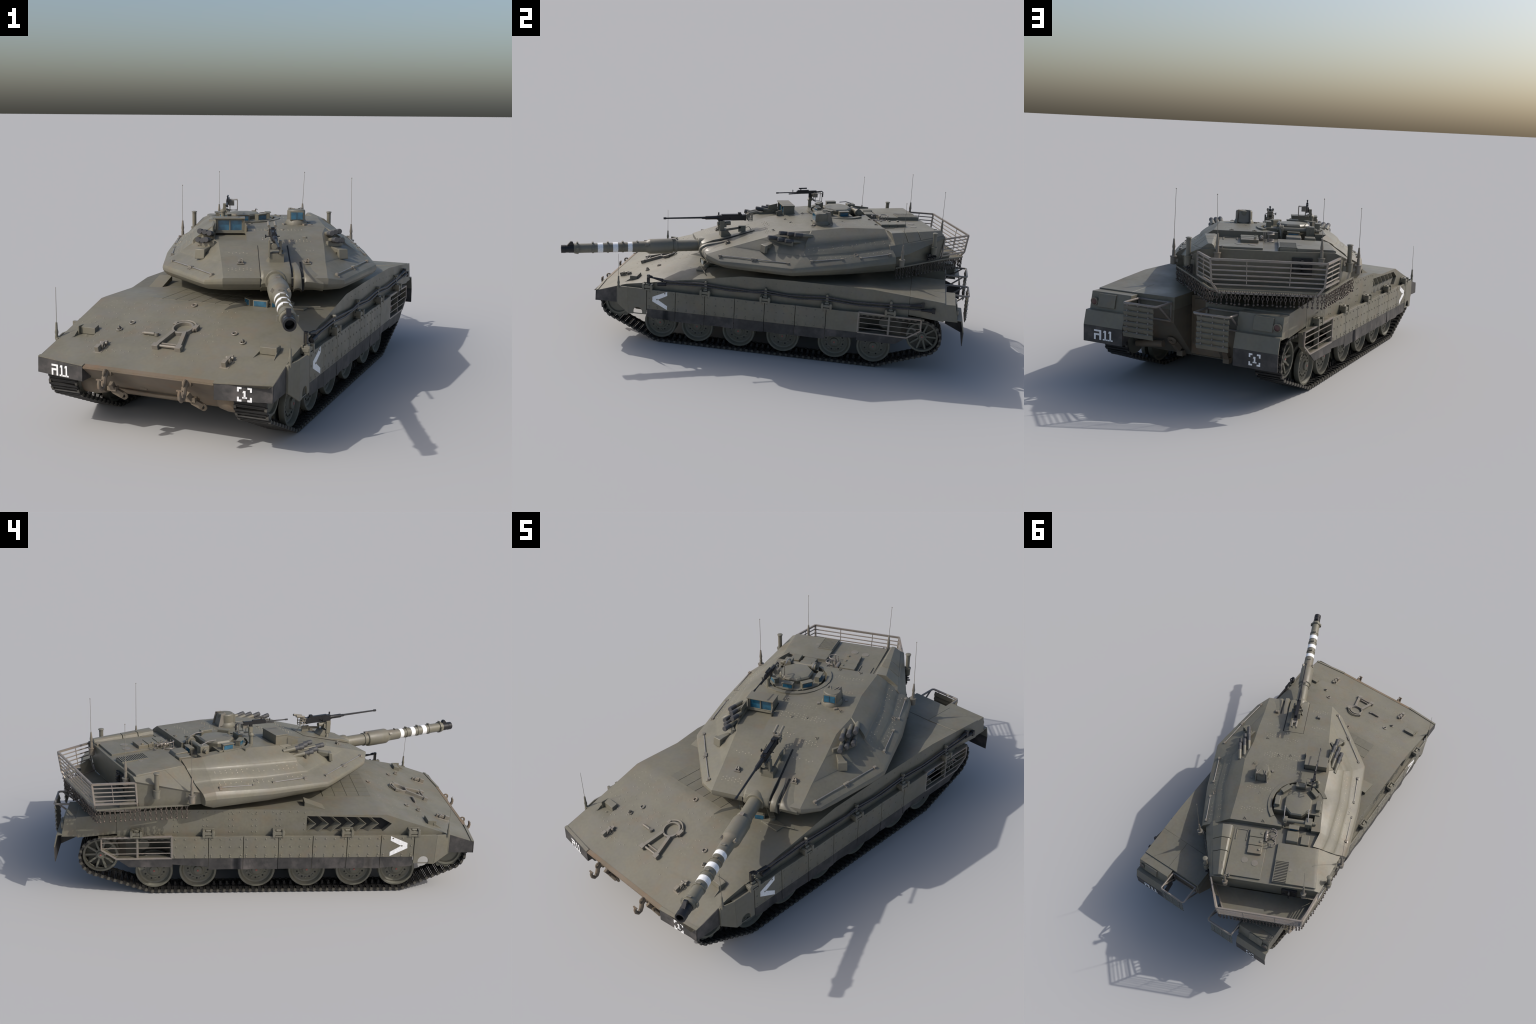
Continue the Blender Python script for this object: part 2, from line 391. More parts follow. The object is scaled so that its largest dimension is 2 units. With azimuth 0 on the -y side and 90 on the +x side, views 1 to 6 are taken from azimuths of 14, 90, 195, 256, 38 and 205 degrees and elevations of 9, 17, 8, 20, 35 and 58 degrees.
# anti-slip studs on the glacis
sd = MB()
for row in range(9):
    y0 = -.60 - row * .036
    for k in range(34):
        x = -.385 + k * .0155
        if rnd.random() < .42 or (row > 5 and rnd.random() < .4): continue
        yy = y0 + .004 * (k % 2) * 2 + rnd.uniform(-.0008, .0008)
        if x > .20 + (.04 if row < 2 else 0) or ((x + .003) ** 2 + (yy + .74) ** 2 < .003) or (abs(x) < .07 and -.87 < yy < -.74): continue
        sd.dome(on_g(x, yy, 0), GN, .0032, .0010, 7)
part('anti_slip_stud', sd, STUDH, 'h', hull, 40, stuff=True)
# louvre slats in the side intake
for k in range(6):
    ap = -.292 - k * .0525; sl = MB()
    for dz in (.0345, -.0345):
        top_in = .0345 if k < 6 else .030
        z1 = .3240 + dz
        o0, o1 = V((-.4075, ap, .3240)), V((-.4075, ap + .040, z1))
        i0, i1 = V((-.3845, ap + .021, .3240)), V((-.3845, ap + .056, z1))
        t = V((0, .003, 0))
        sl.add([o0, o1, i1, i0, o0 + t, o1 + t, i1 + t, i0 + t], [(0, 1, 2, 3), (7, 6, 5, 4), (0, 4, 5, 1), (1, 5, 6, 2), (2, 6, 7, 3), (3, 7, 4, 0)])
    part('louvre_slat', sl, PAINT, 'h', hull, 0)
lv = MB().bb(-.3850, -.3838, -.605, -.255, .288, .352)
part('intake_back', lv, DARK, 'h', hull, 0)
# side rivets
rv = MB()
for y in (.42, .285, .165, .060, -.035, -.135):
    for z in (.372, .346, .318, .292):
        if y > .4 and z > .35: continue
        for dy in (-.008, .008): rv.dome((-.409, y + dy, z), (-1, 0, 0), .0032, .0022, 7)
for y in [.33 - i * .034 for i in range(18)]:
    if y > -.24: rv.dome((-.409, y, .379), (-1, 0, 0), .003, .002, 7)
for z in (.375, .350, .325, .300): rv.dome((-.409, -.242, z), (-1, 0, 0), .003, .002, 7)
for y in [-.24 + i * .05 for i in range(13)]:
    rv.dome((.409, y, .366 - .03 * max(0, (y - .2) / .4)), (1, 0, 0), .0025, .0015, 7)
part('side_rivet', rv, PAINT, 'h', hull, 40, stuff=True)

# ------------------------------------------------------------------ side skirts
SY = [.301, .1525, .009, -.136, -.2785, -.422, -.5645, -.7045]
def skirt(s):
    base = MB()
    base.bb(s * .4092, s * .4255, -.80, .600, .268, .2745)          # shelf between wall and skirt
    sk = part('side_skirt', base, PAINT, 'h', None, 0)
    X0, X1 = s * .4255, s * .4325
    for i in range(7):
        a, b_ = SY[i] - .0012, SY[i + 1] + .0012
        p = MB()
        p.extrude([(X0, a, .182), (X0, a, .2805), (X0, (a + b_) / 2, .2785), (X0, b_, .2805), (X0, b_, .182)], (X1 - X0, 0, 0))
        part('skirt_panel', p, PAINT, 'h', sk, 0, .0012)
        r = MB(); zb = .131 + (.012 if i == 0 else 0)
        n = 6; outer = []; w0 = rnd.uniform(-.004, .004)
        for k in range(n + 1):
            t = k / n; y = a + (b_ - a) * t
            outer.append((y, zb + (.012 * (1 - t) if i == 0 else 0) + (.010 * t if i == 6 else 0)))
        for k in range(n):
            (ya, za), (yb, zb2) = outer[k], outer[k + 1]
            xa, xb = X1 - s * .002 + s * w0 * math.sin(k * 1.1 + i), X1 - s * .002 + s * w0 * math.sin((k + 1) * 1.1 + i)
            r.add([(X1 - s * .002, ya, .1825), (X1 - s * .002, yb, .1825), (xb, yb, zb2), (xa, ya, za),
                   (X0, ya, .1825), (X0, yb, .1825), (xb - s * .004, yb, zb2), (xa - s * .004, ya, za)],
                  [(0, 1, 2, 3), (7, 6, 5, 4), (3, 2, 6, 7), (0, 3, 7, 4), (1, 5, 6, 2), (0, 4, 5, 1)])
        part('rubber_flap', r, RUBBER, 'h', sk, 40, weld=True)
    bo = MB()
    for i in range(7):
        if s > 0 and i == 0: continue
        a, b_ = SY[i], SY[i + 1]
        for z, ts in ((.268, (.08, .36, .64, .92)), (.234, (.1, .37, .63, .9)), (.197, (.07, .35, .64, .93)), (.1885, (.08, .36, .63, .92))):
            for t in ts:
                if i == 6 and .08 < t < .5 and z < .26: continue
                bo.dome((X1, a + (b_ - a) * t + rnd.uniform(-.002, .002), z), (s, 0, 0), .0042, .0024, 8)
    part('skirt_bolt', bo, PAINT, 'h', sk, 40, stuff=True)
    # folded front section with arched cut-out
    fp = MB()
    arch = [(-.7275, .160)] + [(-.7495 + .0225 * math.cos(t), .162 + .0225 * math.sin(t)) for t in [i * pi / 8 for i in range(9)]] + [(-.7715, .160)]
    poly = [(-.7065, .281), (-.7065, .152), (-.7275, .1515)] + arch + [(-.7715, .1495), (-.796, .148), (-.800, .281)]
    fp.extrude([(X0, y, z) for y, z in poly], (X1 - X0, 0, 0))
    fp.bb(X0, X1 - s * .002, -.7275, -.7715, .150, .154)
    fp.extrude([(X1, -.800, .281), (X1, -.796, .148), (s * .4175, -.856, .188), (s * .4175, -.856, .277)], (-s * .006, 0, 0))
    fp.bb(s * .409, s * .4185, -.8585, -.853, .188, .277)
    part('front_skirt', fp, PAINT, 'h', sk, 0, .0012)
    # rear open frame
    rf = MB(); o = [(.3015, .281), (.3015, .183), (.527, .181), (.587, .222), (.586, .274)]
    for i in range(5):
        (ya, za), (yb, zb_) = o[i], o[(i + 1) % 5]
        rf.beam((s * .4295, ya, za), (s * .4295, yb, zb_), .006, .006, (1, 0, 0))
    part('frame_edge', rf, CAGE, 'h', sk, 0)
    rg = MB()
    for (ya, za), (yb, zb_) in ((o[2], o[3]), (o[3], o[4]), (o[4], o[0]), (o[1], o[2])):
        rg.beam((s * .417, ya, za), (s * .417, yb, zb_), .019, .003, (0, 0, 1) if abs(yb - ya) > .02 else (0, 1, 0))
    rg.bb(s * .412, s * .429, .437, .447, .183, .278); rg.bb(s * .41, s * .428, .302, .309, .183, .28)
    part('frame_side', rg, PAINT, 'h', sk, 0)
    rr = MB()
    for z in (.256, .231, .206):
        rr.beam((s * .429, .302, z), (s * .429, .575 if z < .21 else .586, z - .003), .0028, .0028)
    rr.bb(s * .4275, s * .4305, .4405, .4435, .183, .278)
    part('frame_bar', rr, CAGE, 'h', sk, 0)
    rl = MB().extrude([(X0, .300, .1825), (X0, .300, .143), (X0, .477, .144), (X0, .527, .1805)], (s * .005, 0, 0))
    part('rubber_flap', rl, RUBBER, 'h', sk, 0)
    # hinge brackets, posts
    for y in (.445, .1525, -.135, -.4215, -.702):
        bk = MB()
        bk.bb(s * .410, s * .436, y - .026, y + .026, .287, .299); bk.bb(s * .4095, s * .415, y - .024, y + .024, .280, .309)
        for d in (-1, 1): bk.bb(s * .418, s * .4385, y + d * .0245, y + d * .0145, .277, .306)
        bk.bb(s * .43, s * .437, y - .014, y + .014, .277, .284); bk.cyl((s * .424, y - .010, .303), (s * .424, y + .010, .303), .005)
        bk.ball((s * .428, y, .296), .0045)
        if s > 0:
            bk.bb(.415, .421, y - .006, y + .006, .30, .342); bk.cyl((.411, y, .341), (.426, y, .341), .005)
        part('skirt_hinge', bk, PAINT, 'h', sk, 35, .0007)
    return sk
skirts = [skirt(-1), skirt(1)]
# tow cables along the left wall
cb = MB()
p1 = [(.419, -.690, .338), (.419, -.637, .329), (.419, -.55, .327), (.419, -.44, .333), (.419, -.34, .328), (.419, -.20, .322), (.419, -.135, .331), (.419, -.03, .322), (.419, .15, .332), (.419, .28, .322), (.419, .44, .328), (.419, .585, .340)]
p2 = [(.419, -.648, .308), (.419, -.56, .316), (.419, -.44, .321), (.419, -.30, .313), (.419, -.135, .319), (.419, .02, .310), (.419, .15, .319), (.419, .30, .309), (.419, .445, .315), (.419, .633, .320)]
for p in (p1, p2): cb.tube(p, .0042, 8)
part('tow_cable', cb, CABLE, 'h', hull, 60)
ce = MB()
ce.cyl((.419, -.675, .336), (.419, -.630, .329), .0045, .008); ce.ring((.419, -.690, .340), (0, .2, 1), .009, .0035); ce.box((.417, -.702, .325), (.012, .012, .046))
ce.cyl((.419, -.655, .307), (.419, -.615, .311), .009); ce.cyl((.419, .53, .334), (.419, .585, .340), .005, .009); ce.cyl((.419, .58, .318), (.419, .635, .320), .005, .009)
ce.bb(.412, .428, .582, .594, .328, .352); ce.bb(.412, .428, .63, .644, .309, .331)
part('cable_eye', ce, BLACK, 'h', hull)
for s in (-1, 1):   # whip aerials on the front fenders
    an = MB(); zt = .449 if s < 0 else .437
    an.cyl((s * .420, -.849, .270), (s * .420, -.849, .283), .006); an.lathe((s * .420, -.849, .283), (0, 0, 1), [(0, .0045), (.012, .0065), (.022, .0045), (.045, .0035)], 10)
    an.cyl((s * .420, -.849, .325), (s * .418, -.850, zt), .0010, .0007, 6); an.beam((s * .408, -.845, .275), (s * .42, -.849, .275), .012, .006)
    part('fender_aerial', an, PAINT, 'h', hull)

# rear wire baskets with slatted mud guards
for s in (-1, 1):
    b_ = MB(); z0 = .339; a, c_ = .222, .078
    pts = [(s * a, .690, z0), (s * a, .790, z0), (s * (a - .006), .797, z0), (s * (c_ + .006), .797, z0), (s * c_, .790, z0), (s * c_, .690, z0)]
    b_.tube(pts, .0048, 8); b_.tube([(s * a, .690, z0), (s * c_, .690, z0), (s * c_, .688, .268), (s * a, .688, .268)], .0045, 8, True)
    for x in (a, c_): b_.tube([(s * x, .780, z0), (s * x, .690, .270)], .004, 8)
    ob = part('rear_basket', b_, CAGE, 'h', hull, 50)
    for k in range(6):
        z1 = .332 - k * .0205
        p = MB().extrude([(s * .222, .7935, z1), (s * .222, .7975, z1 - .004), (s * .222, .791, z1 - .0195), (s * .222, .7885, z1 - .0195)], (-s * .130, 0, 0))
        part('guard_slat', p, PAINT, 'h', ob, 0)
    cp = MB()
    for k in range(6):
        for x in (.205, .158, .112): cp.ring((s * x, .7965, .3335 - k * .0205), (1, 0, 0), .0035, .0012, 8, 5)
    part('guard_clip', cp, METAL, 'h', ob, 40, stuff=True)

# ------------------------------------------------------------------ running gear
WY = (-.657, -.473, -.269, -.054, .194, .3775)
wm = MB()
def disc(mb, x0, d):
    mb.lathe((x0, 0, 0), (d, 0, 0), [(-.020, .060), (-.020, .0775), (-.018, .079), (-.003, .079), (0, .0770), (0, .0700), (-.003, .0680), (-.014, .0640), (-.016, .060), (-.016, .056), (-.012, .050), (-.012, .032), (-.008, .028), (-.006, .020), (.001, .018), (.003, .012), (.0035, .003)], 40)
disc(wm, .3585, 1); disc(wm, .3035, -1)
for i in range(8):
    a = 2 * pi * i / 8 + .2
    wm.cyl((.344, .042 * math.cos(a), .042 * math.sin(a)), (.3505, .042 * math.cos(a), .042 * math.sin(a)), .004, n=8)
wme = wm.mesh('road_wheel', WHEEL, 35)
wh = MB()  # solid dark pegs on the dish, standing for its holes
for i in range(8):
    a = 2 * pi * i / 8 + .2 + pi / 8
    wh.cyl((.345, .042 * math.cos(a), .042 * math.sin(a)), (.3482, .042 * math.cos(a), .042 * math.sin(a)), .0038, n=8)
whe = wh.mesh('dark_wheel_peg', DARK, 35)
wc = MB().lathe((.3612, 0, 0), (1, 0, 0), [(0, .005), (.0022, .004)], 12)
wce = wc.mesh('hub_cap', HUB, 35)
for s in (-1, 1):
    for y in WY:
        m_ = Mx.Translation((0, y, .0915)) @ (Mx.Scale(-1, 4, (1, 0, 0)) if 0 else (Mx.Rotation(pi if s < 0 else 0, 4, 'Z')))
        w = put('road_wheel', wme, 'h', None, m_ @ Mx.Rotation(rnd.uniform(0, 3), 4, 'X'))
        put('hub_cap', wce, 'h', w); put('dark_hole_peg', whe, 'h', w)
# spoked idlers
im = MB()
im.lathe((.342, 0, 0), (1, 0, 0), [(0, .064), (0, .074), (.020, .0745), (.022, .073), (.022, .065), (.018, .064), (0, .064)], 36, False)
im.lathe((.335, 0, 0), (1, 0, 0), [(0, .020), (.018, .022), (.020, .016), (.026, .014), (.027, .004)], 20)
for i in range(10):
    a = 2 * pi * i / 10; d = V((0, math.cos(a), math.sin(a)))
    im.beam(V((.348, 0, 0)) + d * .016, V((.352, 0, 0)) + d * .067, .008, .010, (1, 0, 0))
im.lathe((.290, 0, 0), (1, 0, 0), [(0, .060), (0, .074), (.024, .074), (.024, .060)], 30); im.cyl((.25, 0, 0), (.35, 0, 0), .022, n=16)
ime = im.mesh('idler_wheel', WHEEL, 35)
icm = MB().lathe((.3615, 0, 0), (1, 0, 0), [(0, .005), (.002, .004)], 12).mesh('hub_cap', HUB, 35)
sm = MB()
for x in (.296, .352):
    n = 24; pts = []
    for i in range(n * 2):
        r = .078 if (i // 2) % 2 == 0 else .068
        a = 2 * pi * i / (2 * n); pts.append((x, r * math.cos(a), r * math.sin(a)))
    sm.extrude(pts, (.010, 0, 0))
sm.lathe((.362, 0, 0), (1, 0, 0), [(-.10, .040), (-.07, .062), (.000, .062), (.008, .060), (.008, .052), (-.004, .047), (-.004, .022), (.006, .020), (.008, .004)], 30)
sme = sm.mesh('drive_sprocket', WHEEL, 35)
for s in (-1, 1):
    Rz = Mx.Rotation(pi if s < 0 else 0, 4, 'Z')
    o = put('idler_wheel', ime, 'h', None, Mx.Translation((0, .598, .167)) @ Rz); put('hub_cap', icm, 'h', o)
    put('drive_sprocket', sme, 'h', None, Mx.Translation((0, -.868, .176)) @ Rz)
    su = MB()
    for y in WY: su.beam((s * .25, y - .05, .115), (s * .30, y, .0915), .03, .03); su.cyl((s * .245, y, .0915), (s * .30, y, .0915), .018)
    for y in (-.56, -.15, .2, .42): su.cyl((s * .25, y, .215), (s * .36, y, .215), .024, n=20)
    part('suspension', su, WHEEL, 'h', None)
# tracks: belt round circles
CIR = [(-.868, .176, .076), (-.657, .0915, .0845), (.3775, .0915, .0845), (.598, .167, .082)]
def tang(c0, c1):   # lower-side external tangent travelling along the bottom
    (x0, y0, r0), (x1, y1, r1) = c0, c1
    dx, dy = x1 - x0, y1 - y0; L = math.hypot(dx, dy); a = math.atan2(dy, dx); b = math.acos((r0 - r1) / L)
    t = a - b
    return (x0 + r0 * math.cos(t), y0 + r0 * math.sin(t), t), (x1 + r1 * math.cos(t), y1 + r1 * math.sin(t), t)
path = []; order = CIR + [CIR[0]]
segs = [tang(order[i], order[i + 1]) for i in range(4)]
for i in range(4):
    p, q = segs[i]; n = max(2, int(math.hypot(q[0] - p[0], q[1] - p[1]) / .004))
    path += [(p[0] + (q[0] - p[0]) * k / n, p[1] + (q[1] - p[1]) * k / n) for k in range(n)]
    c = order[i + 1]; t0 = q[2]; t1 = segs[(i + 1) % 4][0][2]
    while t1 < t0: t1 += 2 * pi
    n = max(2, int((t1 - t0) * c[2] / .004))
    path += [(c[0] + c[2] * math.cos(t0 + (t1 - t0) * k / n), c[1] + c[2] * math.sin(t0 + (t1 - t0) * k / n)) for k in range(n)]
cum = [0]
for i in range(len(path)):
    a, b2 = path[i], path[(i + 1) % len(path)]; cum.append(cum[-1] + math.hypot(b2[0] - a[0], b2[1] - a[1]))
def at(d):
    d %= cum[-1]
    lo, hi = 0, len(path)
    while hi - lo > 1:
        mid = (lo + hi) // 2
        if cum[mid] <= d: lo = mid
        else: hi = mid
    a, b2 = path[lo], path[(lo + 1) % len(path)]; t = (d - cum[lo]) / (cum[lo + 1] - cum[lo])
    return a[0] + (b2[0] - a[0]) * t, a[1] + (b2[1] - a[1]) * t
NL = 126; pitch = cum[-1] / NL
lk = MB()   # link local: X across, Y along, -Z outward
lk.bb(-.053, -.008, -.0105, .0085, -.0035, .0035); lk.bb(.008, .053, -.0105, .0085, -.0035, .0035); lk.bb(-.012, .012, -.006, .004, -.003, .003)
lk.bb(-.054, .054, -.011, -.004, -.0068, .001); lk.bb(-.050, .050, .003, .008, -.0062, 0)
lk.yz([(-.006, .003), (-.003, .021), (.003, .021), (.006, .003)], -.006, .006)
lk.cyl((-.054, .0125, 0), (.054, .0125, 0), .0028, n=8)
for x in (-.036, .036): lk.bb(x - .010, x + .010, -.004, .006, .003, .0065)
lke = lk.mesh('track_link', TRACK, 35)
cn = MB()
for s2 in (-1, 1): cn.bb(s2 * .0545, s2 * .046, .007, .0175, -.0055, .0050)
cne = cn.mesh('track_connector', CONN, 35)
for s in (-1, 1):
    t0 = MB()
    for y in (-.868, .598): t0.cyl((s * .26, y, .17), (s * .30, y, .17), .02)
    tr = part('track', t0, TRACK, 'h', None)
    cs = MB()
    for k in range(NL):
        y0, z0 = at(k * pitch); y1, z1 = at(k * pitch + .004)
        d = V((0, y1 - y0, z1 - z0)).normalized(); x = V((1, 0, 0)); u = x.cross(d)
        m_ = Mx((x, d, u)).transposed().to_4x4(); m_.translation = V((s * .331, y0, z0))
        put('track_link', lke, 'h', tr, m_)
        cs.add([m_ @ V(p) for p in cn.v], cn.f)
    part('track_connector', cs, CONN, 'h', tr, 35, stuff=True)

# ------------------------------------------------------------------ painted marks
def strokes(rects, frame, name, parent, org, ux, uz, un):
    m_ = MB(); org, ux, uz, un = V(org), V(ux), V(uz), V(un)
    for poly in rects:
        m_.extrude([org + ux * a + uz * b_ + un * -.0004 for a, b_ in poly], un * .0009)
    return part(name, m_, WHITE, frame, parent, 0)
def rc(x0, x1, y0, y1): return [(x0, y0), (x1, y0), (x1, y1), (x0, y1)]
ONE = lambda o: [rc(o + .006, o + .012, 0, .036), rc(o, o + .018, 0, .005), [(o + .001, .028), (o + .006, .029), (o + .006, .036), (o + .004, .036)]]
LETT = [rc(0, .027, .030, .036), rc(.020, .027, 0, .0299), rc(0, .0199, .016, .0225), rc(0, .0065, 0, .0159)] + ONE(.033)[:] + ONE(.052)
BRK = []
for sx in (0, 1):
    for sy in (0, 1):
        f = lambda a, b_: (a if not sx else .046 - a, b_ if not sy else .044 - b_)
        BRK += [[f(0, 0), f(.014, 0), f(.014, .006), f(.006, .006), f(.006, .014), f(0, .014)]]
BRK += [rc(.0205, .0265, .011, .033), rc(.016, .031, .010, .0145), [(.0165, .026), (.0204, .027), (.0204, .033), (.019, .033)]]
tilt = V((0, -.002, .0495)).normalized()
def front_pt(x): return -.9865 + (abs(x) - .230) / .181 * .020 - .0012
xa = -.353; xd = V((.07, front_pt(xa + .07) - front_pt(xa), 0)).normalized()
strokes(LETT, 'h', 'painted_number', hull, (xa, front_pt(xa) - .0012, .189), xd, (0, 0, 1), (xd.y, -xd.x, 0))
xa = .303; xd = V((.046, front_pt(xa + .046) - front_pt(xa), 0)).normalized()
strokes(BRK, 'h', 'painted_symbol', hull, (xa, front_pt(xa) - .0012, .187), xd, (0, 0, 1), (xd.y, -xd.x, 0))
strokes([[(a * 1.22, b_ * 1.06) for a, b_ in p] for p in LETT], 'h', 'painted_number', hull, (.362, .7806, .177), (-1, 0, 0), (0, .02, 1), (0, 1, 0))
strokes(BRK, 'h', 'painted_symbol', hull, (-.300, .7806, .176), (-1, 0, 0), (0, .02, 1), (0, 1, 0))
CHEV = [[(-.604, .278), (-.676, .246), (-.676, .234), (-.650, .234), (-.604, .258)], [(-.604, .187), (-.677, .223), (-.676, .2339), (-.650, .2339), (-.604, .206)]]
for s in (-1, 1):
    strokes(CHEV, 'h', 'painted_chevron', skirts[0 if s < 0 else 1], (s * .4329, 0, 0), (0, 1, 0), (0, 0, 1), (s, 0, 0))

# ================================================================== TURRET
# cheek stations, right side given positive x: ridge, upper crease hi/lo, lower crease hi/lo, belt top, belt low, underside out, underside in
CH = [
    [(.178, -.556, .473)] * 1 + [(.179, -.556, .4725)] * 4 + [(.181, -.556, .472), (.181, -.554, .450), (.176, -.525, .424), (.160, -.42, .402)],
    [(.181, -.505, .488)] + [(.182, -.505, .4875)] * 4 + [(.243, -.505, .456), (.245, -.503, .441), (.232, -.480, .420), (.19, -.38, .400)],
    [(.184, -.430, .509)] + [(.185, -.430, .5085)] * 3 + [(.186, -.430, .5075), (.284, -.430, .459), (.287, -.428, .440), (.270, -.410, .416), (.21, -.33, .398)],
    [(.193, -.302, .545), (.194, -.302, .5445), (.195, -.302, .5435), (.247, -.314, .507), (.249, -.314, .500), (.341, -.325, .461), (.344, -.322, .440), (.322, -.310, .413), (.24, -.25, .397)],
    [(.198, -.183, .577), (.255, -.190, .536), (.258, -.188, .533), (.300, -.215, .506), (.302, -.215, .499), (.378, -.258, .4615), (.381, -.256, .440), (.355, -.245, .412), (.26, -.2, .396)],
    [(.222, -.066, .587), (.292, -.114, .529), (.293, -.113, .526), (.338, -.139, .503), (.341, -.139, .497), (.405, -.205, .462), (.407, -.202, .441), (.378, -.190, .411), (.28, -.15, .395)],
    [(.223, -.062, .588), (.294, -.110, .547), (.296, -.109, .531), (.339, -.135, .5035), (.342, -.135, .4975), (.4055, -.195, .463), (.4075, -.192, .442), (.380, -.185, .411), (.28, -.14, .395)],
    [(.217, .100, .597), (.294, .090, .560), (.298, .090, .546), (.341, .085, .516), (.345, .085, .506), (.400, .070, .476), (.410, .070, .453), (.372, .070, .411), (.29, .06, .395)],
    [(.229, .304, .5905), (.271, .308, .564), (.275, .308, .555), (.319, .310, .530), (.323, .310, .521), (.375, .315, .494), (.386, .312, .463), (.362, .312, .430), (.29, .30, .42)],
]
EXT = [(.205, .386, .585), (.252, .384, .565), (.256, .383, .557), (.306, .377, .526), (.309, .376, .517), (.366, .364, .488), (.377, .358, .462), (.366, .356, .434), (.28, .355, .436)]
for k, c in enumerate(CH):
    if k > 1: c[7] = (c[6][0] - .023, c[6][1] + .006, .4180)
    c[8] = (c[8][0] - .02, c[8][1], .424 if k < 2 else .430)
RAD = {1: .034, 2: .012, 3: .026, 4: .012, 5: .014, 6: .012, 7: .010}
def rounded(sec):
    out = []
    for k, p in enumerate(sec):
        if k not in RAD: out.append(V(p)); continue
        p, a, b_ = V(p), V(sec[k - 1]), V(sec[k + 1])
        la, lb = (a - p).length, (b_ - p).length
        q0 = p + (a - p) * (min(RAD[k], la * .42) / la if la > 1e-6 else 0); q1 = p + (b_ - p) * (min(RAD[k], lb * .42) / lb if lb > 1e-6 else 0)
        out += [q0, (q0 + p * 2 + q1) / 4, q1]
    return out
RS = [rounded(c) for c in CH]
def mirror(sec): return [V((-p[0], p[1], p[2])) for p in sec]
tb = MB()
def strip(secs):
    n = len(secs[0]); vs = [p for q in secs for p in q]
    return vs, [(j * n + i, j * n + i + 1, (j + 1) * n + i + 1, (j + 1) * n + i) for j in range(len(secs) - 1) for i in range(n - 1)]
for side in (RS, [mirror(c) for c in RS]):
    vs, fs = strip(side); tb.add(vs, fs)
NXC = 6
def across(p): return [V((p[0] - 2 * p[0] * k / NXC, p[1], p[2])) for k in range(NXC + 1)]
rl = [across(c[0]) for c in RS]
vs, fs = strip(rl); tb.add(vs, fs)                                   # roof between the ridges
nose = [across(p) for p in RS[0]]
vs, fs = strip(nose); tb.add(vs, fs)                                 # nose front
und = [across(c[-1]) for c in RS]
vs, fs = strip(und); tb.add(vs, fs)                                  # underside
back = RS[-1] + und[-1][1:] + mirror(RS[-1])[::-1][1:] + rl[-1][::-1][1:-1]
tb.add(back, [tuple(range(len(back)))])
tme = tb.mesh('turret', PAINT, 0, weld=True)
turret = put('turret', tme, 't')
def carve(obj, mb, frame):
    c = put('cutter', mb.mesh('cutter', PAINT, 0, weld=True), frame)
    b = obj.modifiers.new('cut', 'BOOLEAN'); b.object = c; b.operation = 'DIFFERENCE'; b.solver = 'EXACT'
    bpy.context.view_layer.update()
    me = bpy.data.meshes.new_from_object(obj.evaluated_get(bpy.context.evaluated_depsgraph_get()))
    obj.modifiers.clear(); obj.data = me; me.name = obj.name
    bpy.data.objects.remove(c)
    return me
# sight trough in the roof, well round the commander hatch, slot behind it
carve(turret, MB().extrude([(-.209, -.290, .5495), (-.209, -.262, .5560), (-.209, -.05, .5640), (-.209, -.05, .64), (-.209, -.290, .64)], (.118, 0, 0)), 't')
well = [(-.096 + .133 * math.cos(2 * pi * k / 40), .172 + .133 * math.sin(2 * pi * k / 40)) for k in range(40)]
well = [p for p in well if p[0] > -.197]
kk = max(range(len(well)), key=lambda n: (V(well[n]) - V(well[n - 1])).length); well = well[kk:] + well[:kk]
carve(turret, MB().xy(well, .547, .66), 't')
me2 = carve(turret, MB().extrude([(-.183, .270, .5465), (-.183, .34, .5465), (-.183, .34, .67), (-.183, .270, .67)], (.150, 0, 0)), 't')
finish(me2, 21)
tail = MB().loft([mirror(RS[-1]) + [V((-.20, .304, .43))], mirror(rounded(EXT)) + [V((-.19, .380, .44))]])
part('cheek_tail', tail, PAINT, 't', turret, 21)
part('turret_ring', MB().lathe((0, 0, .375), (0, 0, 1), [(0, .265), (.055, .265)], 48), PAINT, 't', turret)

# bustle
def bsec(y, pts): return [(x, y, z) for x, z in pts]
B0 = [(.300, .430), (.350, .436), (.356, .476), (.362, .482), (.322, .531), (.226, .564), (-.03, .564), (-.215, .566), (-.362, .484), (-.356, .476), (-.350, .436), (-.300, .430)]
B1 = [(.285, .428), (.330, .434), (.336, .484), (.342, .491), (.306, .536), (.228, .562), (-.03, .562), (-.236, .568), (-.342, .492), (-.336, .485), (-.330, .434), (-.285, .428)]
B2 = [(.24, .414), (.260, .424), (.266, .541), (.272, .549), (.256, .554), (.205, .556), (-.03, .556), (-.246, .560), (-.272, .549), (-.266, .541), (-.260, .424), (-.24, .414)]
bu = MB().loft([bsec(.300, B0), bsec(.385, B1), [(x, .612 - .022 * max(0, (.55 - z) / .136), z) for x, z in B2]])
bustle = part('bustle', bu, PAINT, 't', turret, 22, .0012)
bp_ = MB()
bp_.loft([[(-.032, .388, .560), (-.032, .388, .5755), (-.215, .388, .5755), (-.236, .388, .570), (-.24, .388, .545)],
          [(-.032, .600, .553), (-.032, .600, .5690), (-.238, .600, .5690), (-.250, .600, .566), (-.252, .600, .545)]])
part('bustle_roof_plate', bp_, PAINT, 't', bustle, 25, .0012)
